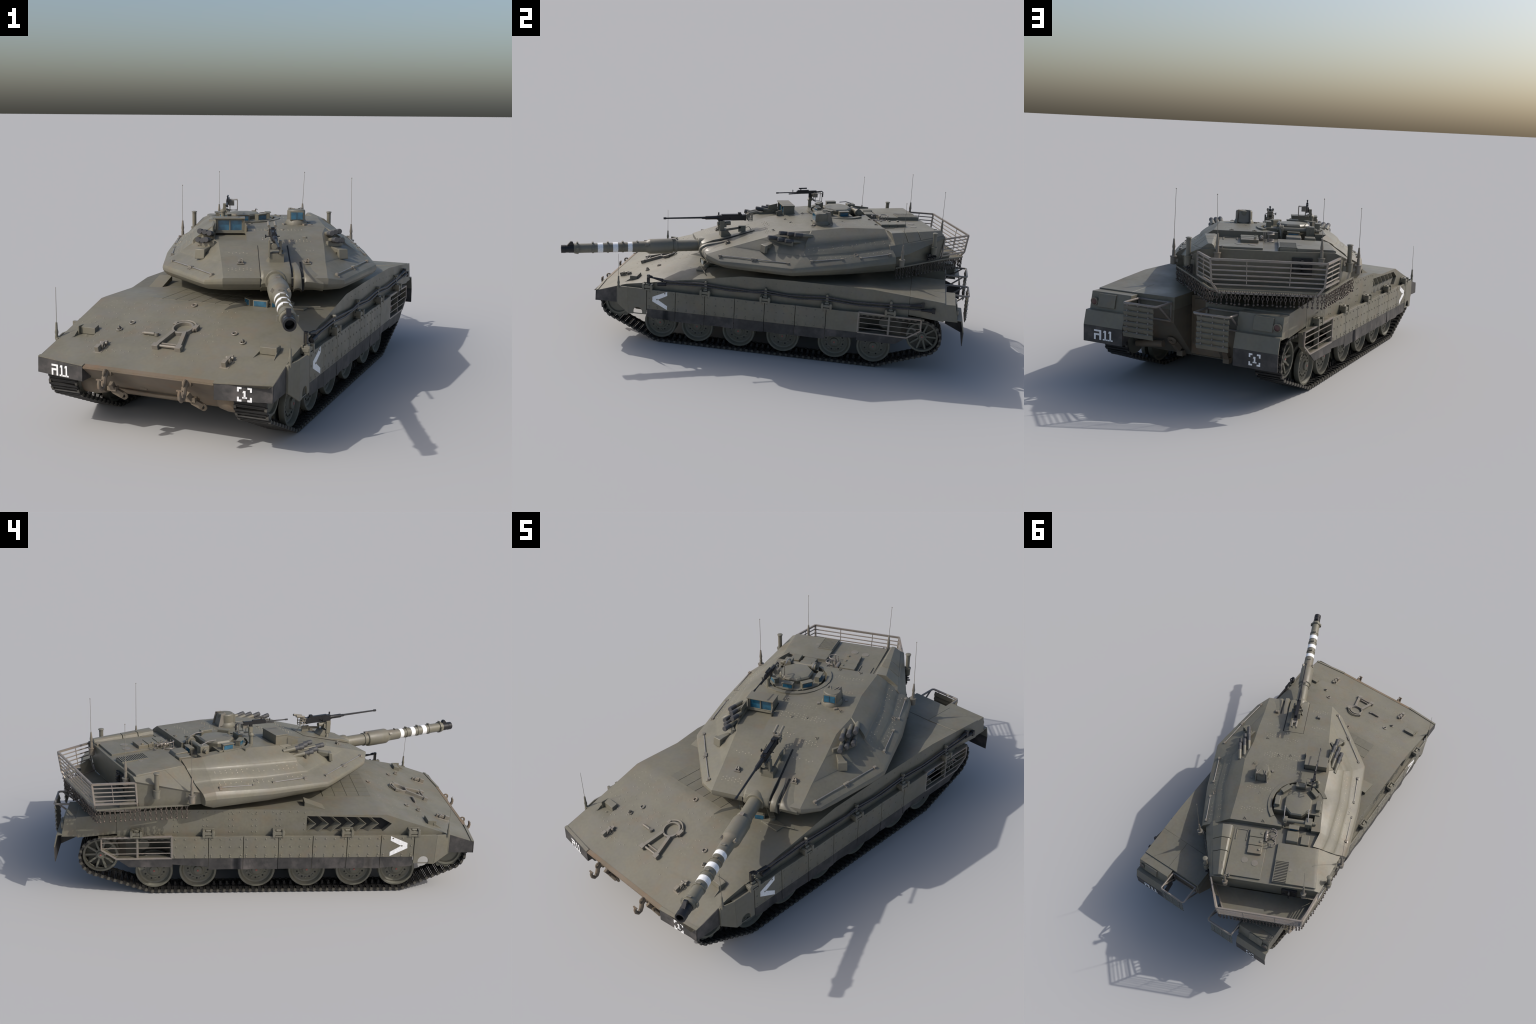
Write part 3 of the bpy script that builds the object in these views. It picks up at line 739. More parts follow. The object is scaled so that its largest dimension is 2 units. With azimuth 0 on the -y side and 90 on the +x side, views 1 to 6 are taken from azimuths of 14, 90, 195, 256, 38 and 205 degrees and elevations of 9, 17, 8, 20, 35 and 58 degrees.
for k, (y0, y1) in enumerate(((.330, .402), (.405, .474), (.477, .606))):      # side armour wedges
    def ws(y):
        t = (y - .33) / .276
        L = lambda a, b_: a + (b_ - a) * t
        return [(L(.205, .203), y, L(.560, .552)), (L(.211, .209), y, L(.575, .568)), (L(.222, .216), y, L(.579, .574)), (L(.262, .230), y, L(.577, .574)), (L(.317, .256), y, L(.533, .556)), (L(.317, .256), y, L(.515, .540))]
    part('armour_wedge', MB().loft([ws(y0), ws(y1)]), PAINT, 't', bustle, 25, .001)
sd_ = MB()   # roof access panel and fittings
sd_.bb(.025, .198, .335, .596, .550, .5645); sd_.bb(.128, .185, .338, .342, .5645, .568); sd_.bb(.182, .186, .338, .40, .5645, .568); sd_.bb(.128, .132, .338, .40, .5645, .568)
part('roof_panel', sd_, PAINT, 't', bustle, 0, .0006)
for k in range(3):
    y0 = .334 + k * .0455
    m_ = MB().bb(.047 - .002 * k, .117 - .002 * k, y0, y0 + .043, .560, .5795 - .001 * k); m_.bb(.052, .062, y0 + .015, y0 + .026, .575, .5825)
    part('stowage_box', m_, PAINT, 't', bustle, 0, .0012)
m_ = MB().cyl((.033, .335, .572), (.033, .375, .572), .009); m_.cyl((.033, .375, .572), (.033, .388, .570), .006)
for y in (.335, .380):
    for z in (.566, .594): m_.ring((.004, y + .012, z), (0, 0, 1), .021, .0022, 14, 6, -.3, pi + .3)
    for a in range(5): m_.cyl((.004 + .021 * math.cos(a * pi / 4 - pi / 2), y + .012 + .021 * math.sin(a * pi / 4 - pi / 2), .564), (.004 + .021 * math.cos(a * pi / 4 - pi / 2), y + .012 + .021 * math.sin(a * pi / 4 - pi / 2), .594), .0018, n=6)
part('bracket_rack', m_, CAGE, 't', bustle)
m_ = MB()
for x, y in ((.118, .505), (.066, .515)): m_.lathe((x, y, .563), (0, 0, 1), [(0, .017), (.0028, .0165), (.003, .004)], 22)
m_.lathe((-.115, .525, .566), (0, 0, 1), [(0, .010), (.006, .009)], 16); m_.box((.193, .597, .562), (.004, .016, .012)); m_.box((.178, .597, .562), (.004, .016, .012)); m_.box((.186, .598, .558), (.022, .012, .004))
part('roof_disc', m_, HARD, 't', bustle)
vz = lambda y: .5755 - (y - .388) * .0307
m_ = MB().yz([(.488, .560), (.488, vz(.488) + .0006), (.5985, vz(.5985) + .0006), (.5985, .555)], -.102, -.038)
part('vent_base', m_, DARK, 't', bustle, 0)
for k in range(13):
    y = .491 + k * .0083
    part('vent_slat', MB().bb(-.101, -.039, y, y + .0042, .56, vz(y) + .0024), PAINT, 't', bustle, 0)
m_ = MB()
for x in (-.103, -.037): m_.yz([(.486, .56), (.486, vz(.486) + .003), (.6, vz(.6) + .003), (.6, .555)], x - .0015, x + .0015)
m_.bb(-.103, -.037, .485, .488, .56, vz(.487) + .003); part('vent_frame', m_, PAINT, 't', bustle, 0)
m_ = MB().yz([(.318, .560), (.318, .585), (.372, .583), (.384, .560)], -.126, -.066); m_.bb(-.118, -.074, .292, .304, .560, .591); m_.bb(-.182, -.140, .330, .384, .560, .584)
part('roof_hump', m_, PAINT, 't', bustle, 25, .002)
# spare track links
for mt in (Mx.Translation((-.124, .618, .525)) @ Mx.Rotation(-pi / 2, 4, 'X'), Mx.Translation((-.124, .618, .497)) @ Mx.Rotation(-pi / 2, 4, 'X')):
    put('spare_track_link', lke, 't', bustle, mt @ Mx.Diagonal((.72, .95, .9, 1)))
    put('spare_track_link', lke, 't', bustle, Mx.Translation((0, 0, -.0)) @ mt @ Mx.Translation((0, .012, 0)) @ Mx.Diagonal((.72, .95, .9, 1)))
ang = math.atan2(-.078, .24)
for k in range(3):
    put('spare_track_link', lke, 't', bustle, Mx.Translation((.304 + .008 * (1 - k), .531 - .018 * (1 - k), .466)) @ Mx.Rotation(pi / 2 + .31, 4, 'Z') @ Mx.Rotation(pi / 2, 4, 'X') @ Mx.Rotation(pi / 2, 4, 'Z') @ Mx.Diagonal((.32, .9, .8, 1)))

# stowage basket
RT_ = [(.267, .610, .541), (.210, .767, .540), (-.210, .767, .540), (-.267, .610, .541)]
RM = [(.266, .604, .456), (.204, .757, .453), (-.204, .757, .453), (-.266, .604, .456)]
RB = [(.252, .596, .417), (.178, .745, .417), (-.178, .745, .417), (-.252, .596, .417)]
fl_ = MB(); fl_.extrude([(x, y, z - .004) for x, y, z in RB], (0, 0, .004))
for s in (-1, 1): fl_.extrude([(s * .254, .60, .416), (s * .222, .66, .416), (s * .240, .665, .458), (s * .264, .612, .47)], (-s * .004, 0, 0))
basket = part('stowage_basket', fl_, PAINT, 't', turret, 0)
bk = MB()
for R_ in (RT_, RM, RB):
    for i in range(3):
        if R_ is RM and i == 1: continue
        bk.beam(R_[i], R_[i + 1], .0070, .0080)
for i in range(4): bk.beam(RT_[i], RM[i], .007, .007, (0, 1, 0)); bk.beam(RM[i], RB[i], .007, .007, (0, 1, 0))
part('basket_rail', bk, CAGE, 't', basket, 0)
lp3 = lambda a, b_, t: tuple(a[k] + (b_[k] - a[k]) * t for k in range(3))
for i in range(3):
    for t in ((.24, .455, .655, .85, 1.06) if i == 1 else (.21, .42, .62, .84)):
        part('basket_bar', MB().cyl(lp3(RT_[i], RM[i], t), lp3(RT_[i + 1], RM[i + 1], t), .0028, n=8), CAGE, 't', basket)
for i, ts in ((0, (.45,)), (1, (.31, .69)), (2, (.45,))):
    for t in ts: part('basket_bar', MB().cyl(lp3(RT_[i], RT_[i + 1], t), lp3(RM[i], RM[i + 1], t), .0018, n=6), CAGE, 't', basket)
# chain curtain with balls
c_ = MB(); z = 0
for k in range(4):
    ax = (1, 0, 0) if k % 2 else (0, 1, 0)
    c0 = V((0, 0, -.007 - k * .0105)); pts = []
    side = V((0, 1, 0)) if k % 2 else V((1, 0, 0))
    for i in range(10):
        a = 2 * pi * i / 10; pts.append(c0 + side * (.0043 * math.cos(a)) + V((0, 0, .0068 * math.sin(a))))
    c_.tube(pts, .0015, 5, True)
c_.ball((0, 0, -.052), .0048, 6)
cme = c_.mesh('chain_strand', CHAIN, 50)
rim = [(.372, .318, .437), (.272, .606, .440), (.206, .748, .428), (-.206, .748, .428), (-.272, .606, .440), (-.338, .412, .440)]
for i, cnt in ((0, 15), (1, 8), (2, 25), (3, 8), (4, 10)):
    for k in range(cnt):
        p = lp3(rim[i], rim[i + 1], (k + .5) / cnt)
        d = Mx.Translation(p) @ Mx.Rotation(rnd.uniform(-.06, .06), 4, 'X') @ Mx.Rotation(rnd.uniform(-.06, .06), 4, 'Y') @ Mx.Rotation(rnd.choice((0, pi / 2)) * (i != 2) + rnd.uniform(-.3, .3), 4, 'Z')
        put('chain_strand', cme, 't', turret, d @ Mx.Scale(rnd.uniform(.97, 1.05), 4))
cr = MB()
for i in range(5): cr.beam(rim[i], rim[i + 1], .006, .006)
part('chain_rail', cr, PAINT, 't', turret, 0)

# aerials and vent posts
def loc_t(p): return TUR.inverted() @ V(p)
for (x, y, z), tip in (((-.356, .409, .488), (-.440, .464, .714)), ((.384, .342, .482), (.289, .599, .753)), ((-.195, .622, .541), (-.342, .709, .761)), ((.194, .624, .545), (.038, .819, .760))):
    a = MB(); t = loc_t(tip)
    a.lathe((x, y, z - .034), (0, 0, 1), [(0, .010), (.002, .0125), (.029, .0125), (.030, .0145), (.034, .0145)], 18)
    a.cyl((x, y, z), (x, y, z + .025), .0068, .006); a.lathe((x, y, z + .025), (0, 0, 1), [(0, .0045), (.012, .0068), (.025, .005), (.045, .0032)], 10)
    a.cyl((x, y, z + .065), t, .0011, .0008, 6); a.ball(t, .0022, 6)
    if abs(x) > .3: a.beam((x - .02 * (1 if x > 0 else -1), y, z - .018), (x, y, z - .018), .014, .012)
    part('whip_aerial', a, HARD, 't', turret)
for s in (-1, 1):
    a = MB(); x, y = s * .308, .538
    a.lathe((x, y, .480), (0, 0, 1), [(0, .013), (.030, .014), (.031, .0155), (.036, .0155)], 18); a.cyl((x, y, .51), (x, y, .582), .0092, n=16)
    a.lathe((x, y, .574), (0, 0, 1), [(0, .010), (.003, .010)], 16); a.lathe((x, y, .581), (0, 0, 1), [(0, .010), (.001, .013), (.004, .012), (.006, .006)], 18); a.beam((x - s * .025, y, .492), (x, y, .492), .016, .02)
    part('vent_post', a, PAINT, 't', turret)

# ------------------------------------------------------------------ mantlet and gun
def roofz(y): return .473 + .282 * (y + .556)
mt = MB(); prof = [(-.297, .5485), (-.36, .533), (-.43, .515), (-.50, .5035), (-.535, .4965), (-.553, .488), (-.561, .474), (-.561, .455), (-.552, .441), (-.52, .422), (-.44, .42), (-.30, .46)]
mt.loft([[(-.050, y + .004 * (z < .53 and y < -.5), z - .004 * (y < -.5)) for y, z in prof], [(-.042, y, z) for y, z in prof], [(.045, y, z) for y, z in prof], [(.0545, y + .004 * (y < -.5), z - .004 * (y < -.5)) for y, z in prof]])
mantlet = part('mantlet', mt, PAINT, 't', turret, 30, .0008)
mh = MB()   # hump over the barrel
mh.loft([[(r * math.cos(a), y, zc + r * 1.0 * math.sin(a)) for a in [i * pi / 8 for i in range(9)]] + [(-r * .9, y, zc - .02), (r * .9, y, zc - .02)] for y, r, zc in ((-.49, .030, .463), (-.525, .0345, .463), (-.545, .0362, .463), (-.560, .0368, .463), (-.5645, .0352, .463))])
part('mantlet_hump', mh, PAINT, 't', mantlet, 45)
gp = MB()  # solid dark strips added to stand for the gaps beside the mantlet
for x0, x1 in ((-.0525, -.0505), (.0555, .060)):
    gp.yz([(-.298, .5482), (-.43, .5115), (-.54, .480), (-.5605, .470), (-.556, .445), (-.52, .43), (-.3, .50)], x0, x1)
gp.yz([(-.436, .5095), (-.50, .4915), (-.545, .4785), (-.559, .468), (-.556, .430), (-.53, .422), (-.45, .42)], .0905, .0975)
gp.bb(-.0525, .058, -.300, -.2965, .53, .5463)
part('mantlet_gap_strip', gp, DARK, 't', mantlet, 0)
pd = MB(); prof = [(-.405, .5125), (-.45, .5055), (-.50, .4985), (-.535, .494), (-.556, .487), (-.570, .474), (-.573, .458), (-.566, .440), (-.54, .428), (-.45, .43)]
pd.loft([[(x, y + dy, z - dz) for y, z in prof] for x, dy, dz in ((.0615, .006, .009), (.066, .001, .002), (.076, 0, 0), (.086, .001, .002), (.0895, .006, .009))])
part('coaxial_pod', pd, PAINT, 't', turret, 40)
ck = MB(); prof = [(-.43, .5105), (-.50, .4935), (-.540, .486), (-.560, .476), (-.566, .462), (-.560, .446), (-.54, .432), (-.45, .43)]
ck.loft([[(x, y + dy, z - dz) for y, z in prof] for x, dy, dz in ((.0985, .002, .004), (.104, 0, 0), (.130, .002, .003), (.165, .010, .010))])
part('cheek_bulge', ck, PAINT, 't', turret, 40)
GZ = .463; g = MB()
g.lathe((0, -.548, GZ), (0, -1, 0), [(0, .0275), (.116, .0275), (.118, .031), (.124, .031), (.127, .029), (.137, .029), (.141, .0345), (.147, .036), (.246, .036), (.252, .0345), (.262, .0285), (.272, .0265), (.330, .0255), (.334, .0228), (.605, .0222)], 32)
gun = part('gun_barrel', g, PAINT, 't', None, 30)
for y in (-1.136, -1.065, -.995, -.925, -.856):
    r = .0268 if y < -1.1 else .0248; m_ = MB()
    m_.lathe((0, y + .0045, GZ), (0, -1, 0), [(0, r - .003), (.0, r), (.009, r), (.009, r - .003)], 28)
    m_.box((0, y, GZ + r + .001), (.014, .008, .006)); m_.cyl((-.009, y, GZ + r + .002), (.009, y, GZ + r + .002), .003)
    if y < -1.1:
        for s in (-1, 1): m_.box((s * (r + .001), y, GZ), (.006, .012, .016))
        m_.lathe((0, y - .004, GZ), (0, -1, 0), [(0, .0255), (.009, .0245), (.012, .019)], 24)
    part('barrel_clamp', m_, PAINT, 't', gun)
for a in (-1.0, 1.0):
    m_ = MB().box((.031 * math.sin(a), -.812, GZ + .031 * math.cos(a)), (.010, .016, .010), Mx.Rotation(a, 3, 'Y')); part('sleeve_lug', m_, HARD, 't', gun)
m_ = MB().box((0, -.684, GZ + .033), (.014, .018, .008)); part('sleeve_lug', m_, HARD, 't', gun)
for y0, y1 in ((-1.043, -1.018), (-.972, -.948), (-.902, -.878)):
    m_ = MB().lathe((0, y1, GZ), (0, -1, 0), [(0, .0225), (.0, .0236), (abs(y1 - y0), .0236), (abs(y1 - y0), .0222)], 32); part('white_band', m_, WHITE, 't', gun)
m_ = MB().lathe((0, -1.146, GZ - .001), (0, -1, 0), [(0, .0195), (.030, .0192), (.031, .0182), (.043, .0182), (.044, .0192), (.0645, .0190), (.0652, .0135), (.020, .013), (.020, .001)], 24)
m_.yz([(-1.150, GZ + .016), (-1.158, GZ + .034), (-1.167, GZ + .035), (-1.184, GZ + .016)], -.0065, .0065)
part('muzzle', m_, BLACK, 't', gun, 35)

# ------------------------------------------------------------------ roof machine gun over the barrel
MG = 't'
m_ = MB()
m_.yz([(-.457, .507), (-.457, .541), (-.425, .545), (-.408, .522)], -.016, .035)
m_.bb(-.006, .026, -.448, -.425, .54, .545); m_.bb(.018, .026, -.462, -.44, .54, .588); m_.bb(-.020, -.014, -.462, -.44, .53, .588)
m_.extrude([(-.016, -.45, .507), (-.016, -.45, .53), (-.030, -.44, .512)], (0, .004, 0))
m_.beam((.03, -.43, .546), (.03, -.36, .556), .006, .010); m_.bb(.028, .033, -.372, -.336, .535, .565); m_.tube([(.03, -.335, .556), (.03, -.32, .56), (.03, -.30, .535)], .0015)
m_.box((.002, -.443, .566), (.036, .03, .02)); m_.cyl((.0, -.47, .569), (.0, -.405, .571), .010, n=14)
mg = part('gun_mount', m_, PAINT, 't', None, 35, .0008)
m_ = MB()
zc = .600
m_.cyl((0, -.726, zc + .001), (0, -.54, zc + .001), .0036, .0045, 10); m_.cyl((0, -.732, zc + .001), (0, -.720, zc + .001), .0052, n=10)
m_.lathe((0, -.462, zc), (0, -1, 0), [(0, .0105), (.012, .0105), (.012, .009), (.066, .0088), (.070, .0065), (.082, .006), (.086, .0045)], 14)
m_.bb(-.0095, .0095, -.468, -.335, zc - .014, zc + .012); m_.bb(-.007, .007, -.45, -.35, zc + .011, zc + .016); m_.box((0, -.465, zc + .020), (.004, .006, .012)); m_.box((0, -.362, zc + .020), (.012, .014, .008))
m_.cyl((-.028, -.41, zc - .003), (.022, -.41, zc - .003), .002, n=6); m_.box((-.028, -.412, zc - .003), (.004, .006, .012))
m_.box((0, -.335, zc - .001), (.022, .010, .028))
part('machine_gun', m_, BLACK, 't', mg, 35)
m_ = MB()
for s in (-1, 1):
    m_.cyl((s * .012, -.320, zc + .022), (s * .012, -.276, zc + .031), .0052, n=10)
    m_.tube([(s * .012, -.33, zc + .016), (s * .014, -.318, zc - .016), (s * .010, -.300, zc - .018), (s * .010, -.298, zc + .012)], .0022, 6)
for z in (-.010, .002, .014): m_.beam((-.013, -.312, zc + z), (.013, -.312, zc + z), .003, .003); m_.beam((.013, -.328, zc + z), (.013, -.298, zc + z), .003, .003); m_.beam((-.013, -.328, zc + z), (-.013, -.298, zc + z), .003, .003)
m_.box((0, -.318, zc + .008), (.018, .014, .020))
part('spade_grip', m_, HARD, 't', mg, 35)

# ------------------------------------------------------------------ commander cupola
CX, CY, CZ = -.096, .172, .594
m_ = MB(); pts_o, pts_i = [], []
a0, a1 = math.radians(-160 + 90), math.radians(60 + 90)
N = 15
secs = []
for i in range(N + 1):
    a = math.radians(200 + (52 - 200) * i / N) - 0 * pi
    ca, sa = math.sin(a), -math.cos(a)
    a = math.radians(-128 + 190 * (1 - i / N) - 0)  # measured from forward (-Y), positive towards +X
    dx, dy = math.sin(math.radians(125 - 190 * i / N)), -math.cos(math.radians(125 - 190 * i / N))
    secs.append([(CX + dx * .154, CY + dy * .154, CZ - .01), (CX + dx * .154, CY + dy * .154, CZ + .005), (CX + dx * .134, CY + dy * .134, CZ + .005), (CX + dx * .134, CY + dy * .134, CZ - .01)])
m_.loft(secs)
cup = part('cupola', m_, PAINT, 't', turret, 0, .0008)
OCT = lambda r, ph=pi / 8, sx=1: [(CX + sx * r * math.cos(2 * pi * k / 8 + ph), CY + r * math.sin(2 * pi * k / 8 + ph)) for k in range(8)]
m_ = MB().xy([(x, min(y, CY + .045)) for x, y in OCT(.127)], CZ - .05, CZ + .0045); part('cupola_base', m_, PAINT, 't', cup, 0, .001)
hatch = MB().loft([[(x, y, z) for x, y in OCT(r)] for r, z in ((.070, CZ - .016), (.074, CZ + .019), (.068, CZ + .0255), (.040, CZ + .0285), (.012, CZ + .0290))])
hatch = part('hatch_lid', hatch, PAINT, 't', cup, 20)
pg, gg = MB(), MB()
for deg in (0, 45, 90, -45, -90, 180):
    a = math.radians(deg); R = Mx.Rotation(a, 3, 'Z')
    rr = .102 if deg != 180 else .125
    c = V((CX, CY, CZ + .014)) + R @ V((0, -rr, 0))
    if deg == 180: c.z = .582
    pg.box(c, (.050, .020, .026), R); pg.box(c + R @ V((0, -.003, .013)), (.052, .024, .003), R)
    gg.box(c + R @ V((0, -.0098, -.001)), (.040, .002, .018), R)
    pg.box(c + R @ V((0, -.014, -.012)), (.054, .012, .006), R)
part('periscope', pg, PAINT, 't', cup, 0, .001); part('periscope_glass', gg, GLASSM, 't', cup, 0)
m_ = MB().cyl((-.030, .268, .600), (-.190, .268, .600), .010, n=16)
m_.cyl((-.036, .268, .600), (-.056, .268, .600), .019, n=16); m_.box((-.165, .268, .598), (.034, .040, .038)); m_.cyl((-.188, .268, .598), (-.202, .268, .598), .008)
for x in (-.047, -.166): m_.bb(x - .004, x + .004, .262, .290, .562, .606)
part('hatch_torsion_bar', m_, PAINT, 't', cup, 35, .001)
m_ = MB()
for x in (-.043, -.164): m_.tube([(x, .288, .575), (x, .285, .602), (x + .003, .268, .620), (x + .005, .240, .629), (x + .008, .205, .628)], .0024, 6)
part('grab_handle', m_, METAL, 't', cup, 60)

# pintle machine gun
m_ = MB().cyl((-.178, .050, .592), (-.178, .050, .636), .0085, n=12); m_.lathe((-.178, .05, .634), (0, 0, 1), [(0, .012), (.006, .012), (.012, .006)], 12); m_.box((-.172, .05, .655), (.012, .016, .028))
pm = part('pintle_mount', m_, PAINT, 't', None)
m_ = MB(); a, b_ = V((-.166, -.131, .678)), V((-.156, .075, .684))
at2 = lambda t, dz=0, dx=0: a + (b_ - a) * t + V((dx, 0, dz))
m_.cyl(a, at2(.5), .0026, n=8); m_.cyl(at2(-.02), at2(.04), .0036, n=8); m_.cyl(at2(.3, -.007), at2(.62, -.005), .003, n=8); m_.beam(at2(.5), at2(1.0), .010, .014); m_.beam(at2(.52, .009), at2(.8, .009), .008, .005)
m_.cyl(at2(.55, .020), at2(.75, .020), .0035, n=8); m_.box(at2(.6, .014), (.004, .004, .012)); m_.box(at2(.4, .008), (.003, .003, .012))
m_.tube([at2(1.0), at2(1.14, .002), at2(1.17, -.004), at2(1.17, -.028)], .003, 6); m_.box(at2(.85, -.018, -.004), (.008, .014, .022))
part('machine_gun', m_, BLACK, 't', pm)
m_ = MB(); o = V((-.150, .085, .640))
for z in (0, .042): m_.tube([o + V((0, -.025, z)), o + V((.030, -.025, z)), o + V((.030, .010, z)), o + V((0, .010, z))], .0016, 6, True)
for dx, dy in ((0, -.025), (.030, -.025), (.030, .010), (0, .010)): m_.cyl(o + V((dx, dy, 0)), o + V((dx, dy, .042)), .0016, n=6)
m_.box(o + V((.006, -.02, .030)), (.022, .022, .020)); m_.beam((-.178, .05, .650), o + V((0, -.02, 0)), .008, .006)
part('ammunition_rack', m_, HARD, 't', pm)

# gunner sight box
m_ = MB()
m_.bb(-.210, -.093, -.116, -.054, .6235, .6285); m_.bb(-.208, -.2035, -.112, -.055, .568, .6235); m_.bb(-.0995, -.095, -.112, -.055, .568, .6235); m_.bb(-.2035, -.0995, -.062, -.0555, .572, .6235)
m_.bb(-.2035, -.0995, -.108, -.104, .570, .580); m_.bb(-.155, -.149, -.108, -.104, .58, .6235); m_.bb(-.203, -.197, -.108, -.104, .58, .6235); m_.bb(-.106, -.0995, -.108, -.104, .58, .6235); m_.bb(-.2035, -.0995, -.108, -.104, .6185, .6235)
m_.bb(-.205, -.098, -.11, -.06, .568, .574)
sight = part('gunner_sight', m_, PAINT, 't', turret, 0, .001)
part('sight_glass', MB().bb(-.2, -.1, -.1035, -.1015, .577, .622), GLASSM, 't', sight, 0)
d = MB(); d.extrude([(-.213, -.113, .570), (-.213, -.113, .612), (-.219, -.158, .600), (-.219, -.160, .556)], (.003, 0, 0))
d.beam((-.094, -.116, .590), (-.088, -.150, .583), .003, .038); d.beam((-.090, -.128, .585), (-.086, -.142, .583), .006, .022)
part('sight_door', d, PAINT, 't', sight, 0)

# panoramic sight
PX, PY = .115, .020
m_ = MB().lathe((PX, PY, .580), (0, 0, 1), [(0, .044), (.016, .044), (.027, .039), (.030, .0365), (.064, .0360), (.0685, .033), (.070, .010)], 30)
m_.bb(PX - .0275, PX + .0275, PY - .0365, PY - .020, .608, .645)
pan = part('panoramic_sight', m_, PAINT, 't', turret, 35, .0008)
m_ = MB()
for x0, x1 in ((-.023, -.001), (.001, .023)): m_.bb(PX + x0, PX + x1, PY - .0385, PY - .036, .612, .640)
part('sight_glass', m_, GLASSM, 't', pan, 0)
m_ = MB()
for s in (-1, 1):
    m_.extrude([(PX + s * .024, PY + .022, .600), (PX + s * .027, PY + .050, .596), (PX + s * .024, PY + .036, .652), (PX + s * .020, PY + .010, .653)], (s * .005, 0, 0))
    m_.beam((PX + s * .006, PY + .004, .6505), (PX + s * .022, PY + .034, .6515), .004, .003)
m_.extrude([(PX - .024, PY + .038, .600), (PX + .024, PY + .038, .600), (PX + .022, PY + .028, .648), (PX - .022, PY + .028, .648)], (0, .004, 0))
for dx, dy in ((.030, -.047), (-.050, -.028), (-.029, .048), (.052, .028)): m_.box((PX + dx, PY + dy, .592), (.012, .014, .009), Mx.Rotation(math.atan2(dy, dx), 3, 'Z'))
part('sight_lug', m_, HARD, 't', pan, 0, .0008)

# lifting triangles and eyes
for x, y in ((.052, -.115), (-.010, -.125), (.129, -.224), (.167, -.042), (.107, .134), (.156, .288), (.063, .289), (-.07, -.02)):
    z = .5775 + (y + .183) * .083 if y < -.06 else .593 + .002
    if y < -.183: z = roofz(y) + .002
    if y > .25: z = .5925
    m_ = MB(); m_.tube([(x - .008, y + .005, z), (x + .008, y + .006, z), (x + .002, y - .007, z + .001)], .0016, 5, True)
    part('lashing_eye', m_, HARD, 't', turret)
for s in (-1, 1):
    m_ = MB(); x, y = s * .117, -.442; z = roofz(y)
    for dx in (-.006, .006): m_.beam((x + dx, y - .008, z + .002), (x + dx, y + .010, z + .008), .004, .010)
    m_.cyl((x - .010, y, z + .007), (x + .010, y, z + .007), .003); m_.box((x, y, z + .001), (.026, .026, .003)); m_.ring((x + .004, y, z + .008), (1, .5, 0), .008, .002, 12, 5)
    part('lifting_lug', m_, HARD, 't', turret)
# smoke launchers
for s in (-1, 1):
    for tip in ((.242, -.278, .566), (.256, -.236, .558), (.273, -.204, .556), (.231, -.222, .583), (.249, -.187, .583), (.268, -.158, .583)):
        tip = V((tip[0] * s, tip[1], tip[2])); d = V((s * .16, -.95, .14)).normalized()
        a = MB().cyl(tip - d * .095, tip - d * .040, .0086, .0098, 14); o = part('smoke_launcher', a, PAINT, 't', turret)
        a = MB().lathe(tip - d * .040, d, [(0, .0098), (.020, .0098), (.0205, .0104), (.038, .0104), (.040, .009)], 14); part('launcher_cap', a, TUBE, 't', o)
    a = MB(); a.beam((s * .208, -.262, .548), (s * .275, -.165, .541), .010, .022)
    part('launcher_rail', a, PAINT, 't', turret, 0)
    a = MB()   # arm-mounted lamp
    a.loft([[(s * x, y, z) for x, y, z in q] for q in ([(.222, -.262, .514), (.240, -.252, .510), (.240, -.252, .536), (.222, -.262, .540)], [(.245, -.305, .523), (.275, -.292, .521), (.275, -.292, .534), (.245, -.305, .536)])])
    a.extrude([(s * .248, -.317, .500), (s * .283, -.303, .499), (s * .281, -.300, .535), (s * .246, -.314, .536)], (s * -.006, .014, 0))
    part('side_lamp', a, PAINT, 't', turret, 30, .002)
    # thick belt plate on front cheek
    # handrails
    R1 = [((.217, -.499, .476), (.292, -.361, .479)), ((.298, -.349, .479), (.367, -.213, .477)), ((.375, -.104, .486), (.373, .047, .490)), ((.372, .139, .492), (.363, .287, .503))]
    for p, q in R1:
        p, q = V((p[0] * s, p[1], p[2])), V((q[0] * s, q[1], q[2])); a = MB()
        dd = (q - p).normalized(); rod = MB().cyl(p, q, .0020, n=7)
        for e, sg in ((p, 1), (q, -1)):
            a.beam(e - dd * .0065, e + dd * .0065, .010, .008); a.beam(e + V((-s * .006, 0, -.003)), e + V((s * .009, 0, -.010)), .013, .006); a.box(e + V((0, 0, -.006)), (.008, .008, .012))
        hr = part('handrail', rod, METAL, 't', turret); part('rail_foot', a, HARD, 't', hr)
    a = MB().ring((s * .353, .121, .502), (s * .5, 0, 1), .0085, .0022, 14); a.box((s * .354, .128, .498), (.010, .006, .008)); part('lifting_ring', a, HARD, 't', turret)
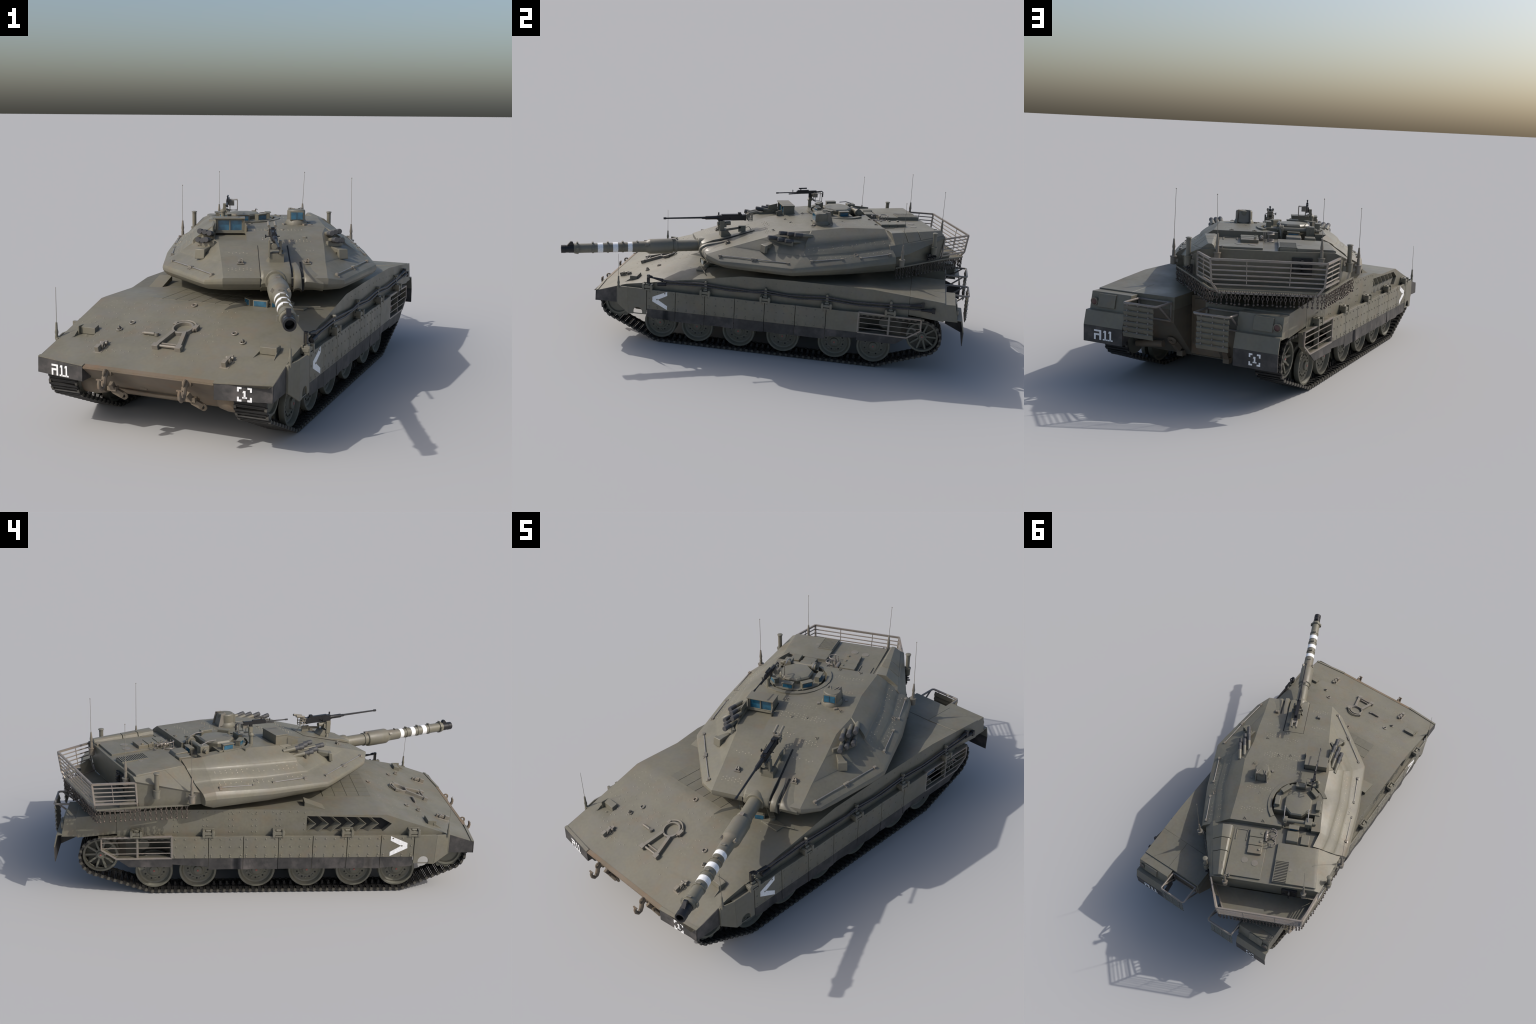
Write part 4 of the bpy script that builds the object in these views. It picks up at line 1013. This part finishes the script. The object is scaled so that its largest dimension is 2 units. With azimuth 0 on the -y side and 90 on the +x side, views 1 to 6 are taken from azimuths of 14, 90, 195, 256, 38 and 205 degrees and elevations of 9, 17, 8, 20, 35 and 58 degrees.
# raised armour plate on the left front cheek
# studs on roof and cheeks
sd = MB()
def rz(y):
    if y < -.183: return roofz(y) + .0003
    if y < -.06: return .577 + (y + .183) * .0845
    if y < .10: return .5875 + (y + .06) * .059
    return .597 - (y - .1) * .032
nrm = V((0, -.27, 1)).normalized()
for x0, x1, y0, rows in ((-.16, .15, -.13, 3), (-.17, -.07, -.20, 2), (-.17, -.07, -.26, 2), (.07, .17, -.26, 2), (-.16, -.06, -.50, 2), (.04, .20, .22, 2), (.02, .20, .095, 2), (-.05, .10, -.055, 2), (.06, .17, -.34, 1), (-.17, -.07, -.36, 1), (-.03, .05, -.24, 2)):
    k = int((x1 - x0) / .013)
    for r in range(rows):
        for i in range(k):
            if rnd.random() < .2: continue
            x = x0 + i * .013; y = y0 + r * .013 + (i % 2) * .006
            if -.212 < x < -.088 and -.29 < y < -.05: continue
            if math.hypot(x - CX, y - CY) < .16 or math.hypot(x - PX, y - PY) < .05 or (-.215 < x < -.09 and -.12 < y < -.05): continue
            sd.dome((x, y, rz(y)), nrm if y < -.18 else (0, 0, 1), .0028, .0007, 7)
for s in (-1, 1):
    for i in range(17):
        t = i / 16; y = -.10 + .38 * t
        def on_side(ka, kb, f):
            # point on the cheek face between profile corners ka and kb, fraction f down the face
            for q in range(6, len(CH) - 1):
                ya, yb = CH[q][ka][1], CH[q + 1][ka][1]
                if ya <= y <= yb or q == len(CH) - 2:
                    u = min(max((y - ya) / (yb - ya), 0), 1)
                    pa = V(CH[q][ka]).lerp(V(CH[q + 1][ka]), u); pb = V(CH[q][kb]).lerp(V(CH[q + 1][kb]), u)
                    p = pa.lerp(pb, f); n = (pb - pa).cross(V((0, 1, 0))).normalized()
                    if n.z < 0: n = -n
                    return V((s * p.x, y, p.z)), V((s * n.x, n.y, n.z))
        for ka, kb, f in ((2, 3, .3), (2, 3, .55), (4, 5, .25), (4, 5, .42)):
            if rnd.random() < .35: continue
            p, n = on_side(ka, kb, f + rnd.uniform(-.08, .08)); sd.dome(p, n, .0030, .0012, 7)
    for i in range(9):
        t = i / 9; sd.dome((s * (.222 + .112 * t), -.435 + .225 * t + .012, .4855 - .004 * t), (s * .45, -.2, .85), .0030, .0012, 7)
part('anti_slip_stud', sd, STUD, 't', turret, 40, stuff=True)

# keep the tree at thing > part > sub-part: a piece that has pieces of its own becomes a part of the tank
bpy.context.view_layer.update()
for o in [o for o in bpy.data.objects if o.parent and o.parent.parent == ROOT and o.children]:
    m = o.parent.matrix_local @ o.matrix_local
    o.parent = ROOT; o.matrix_local = m
bpy.context.view_layer.update()
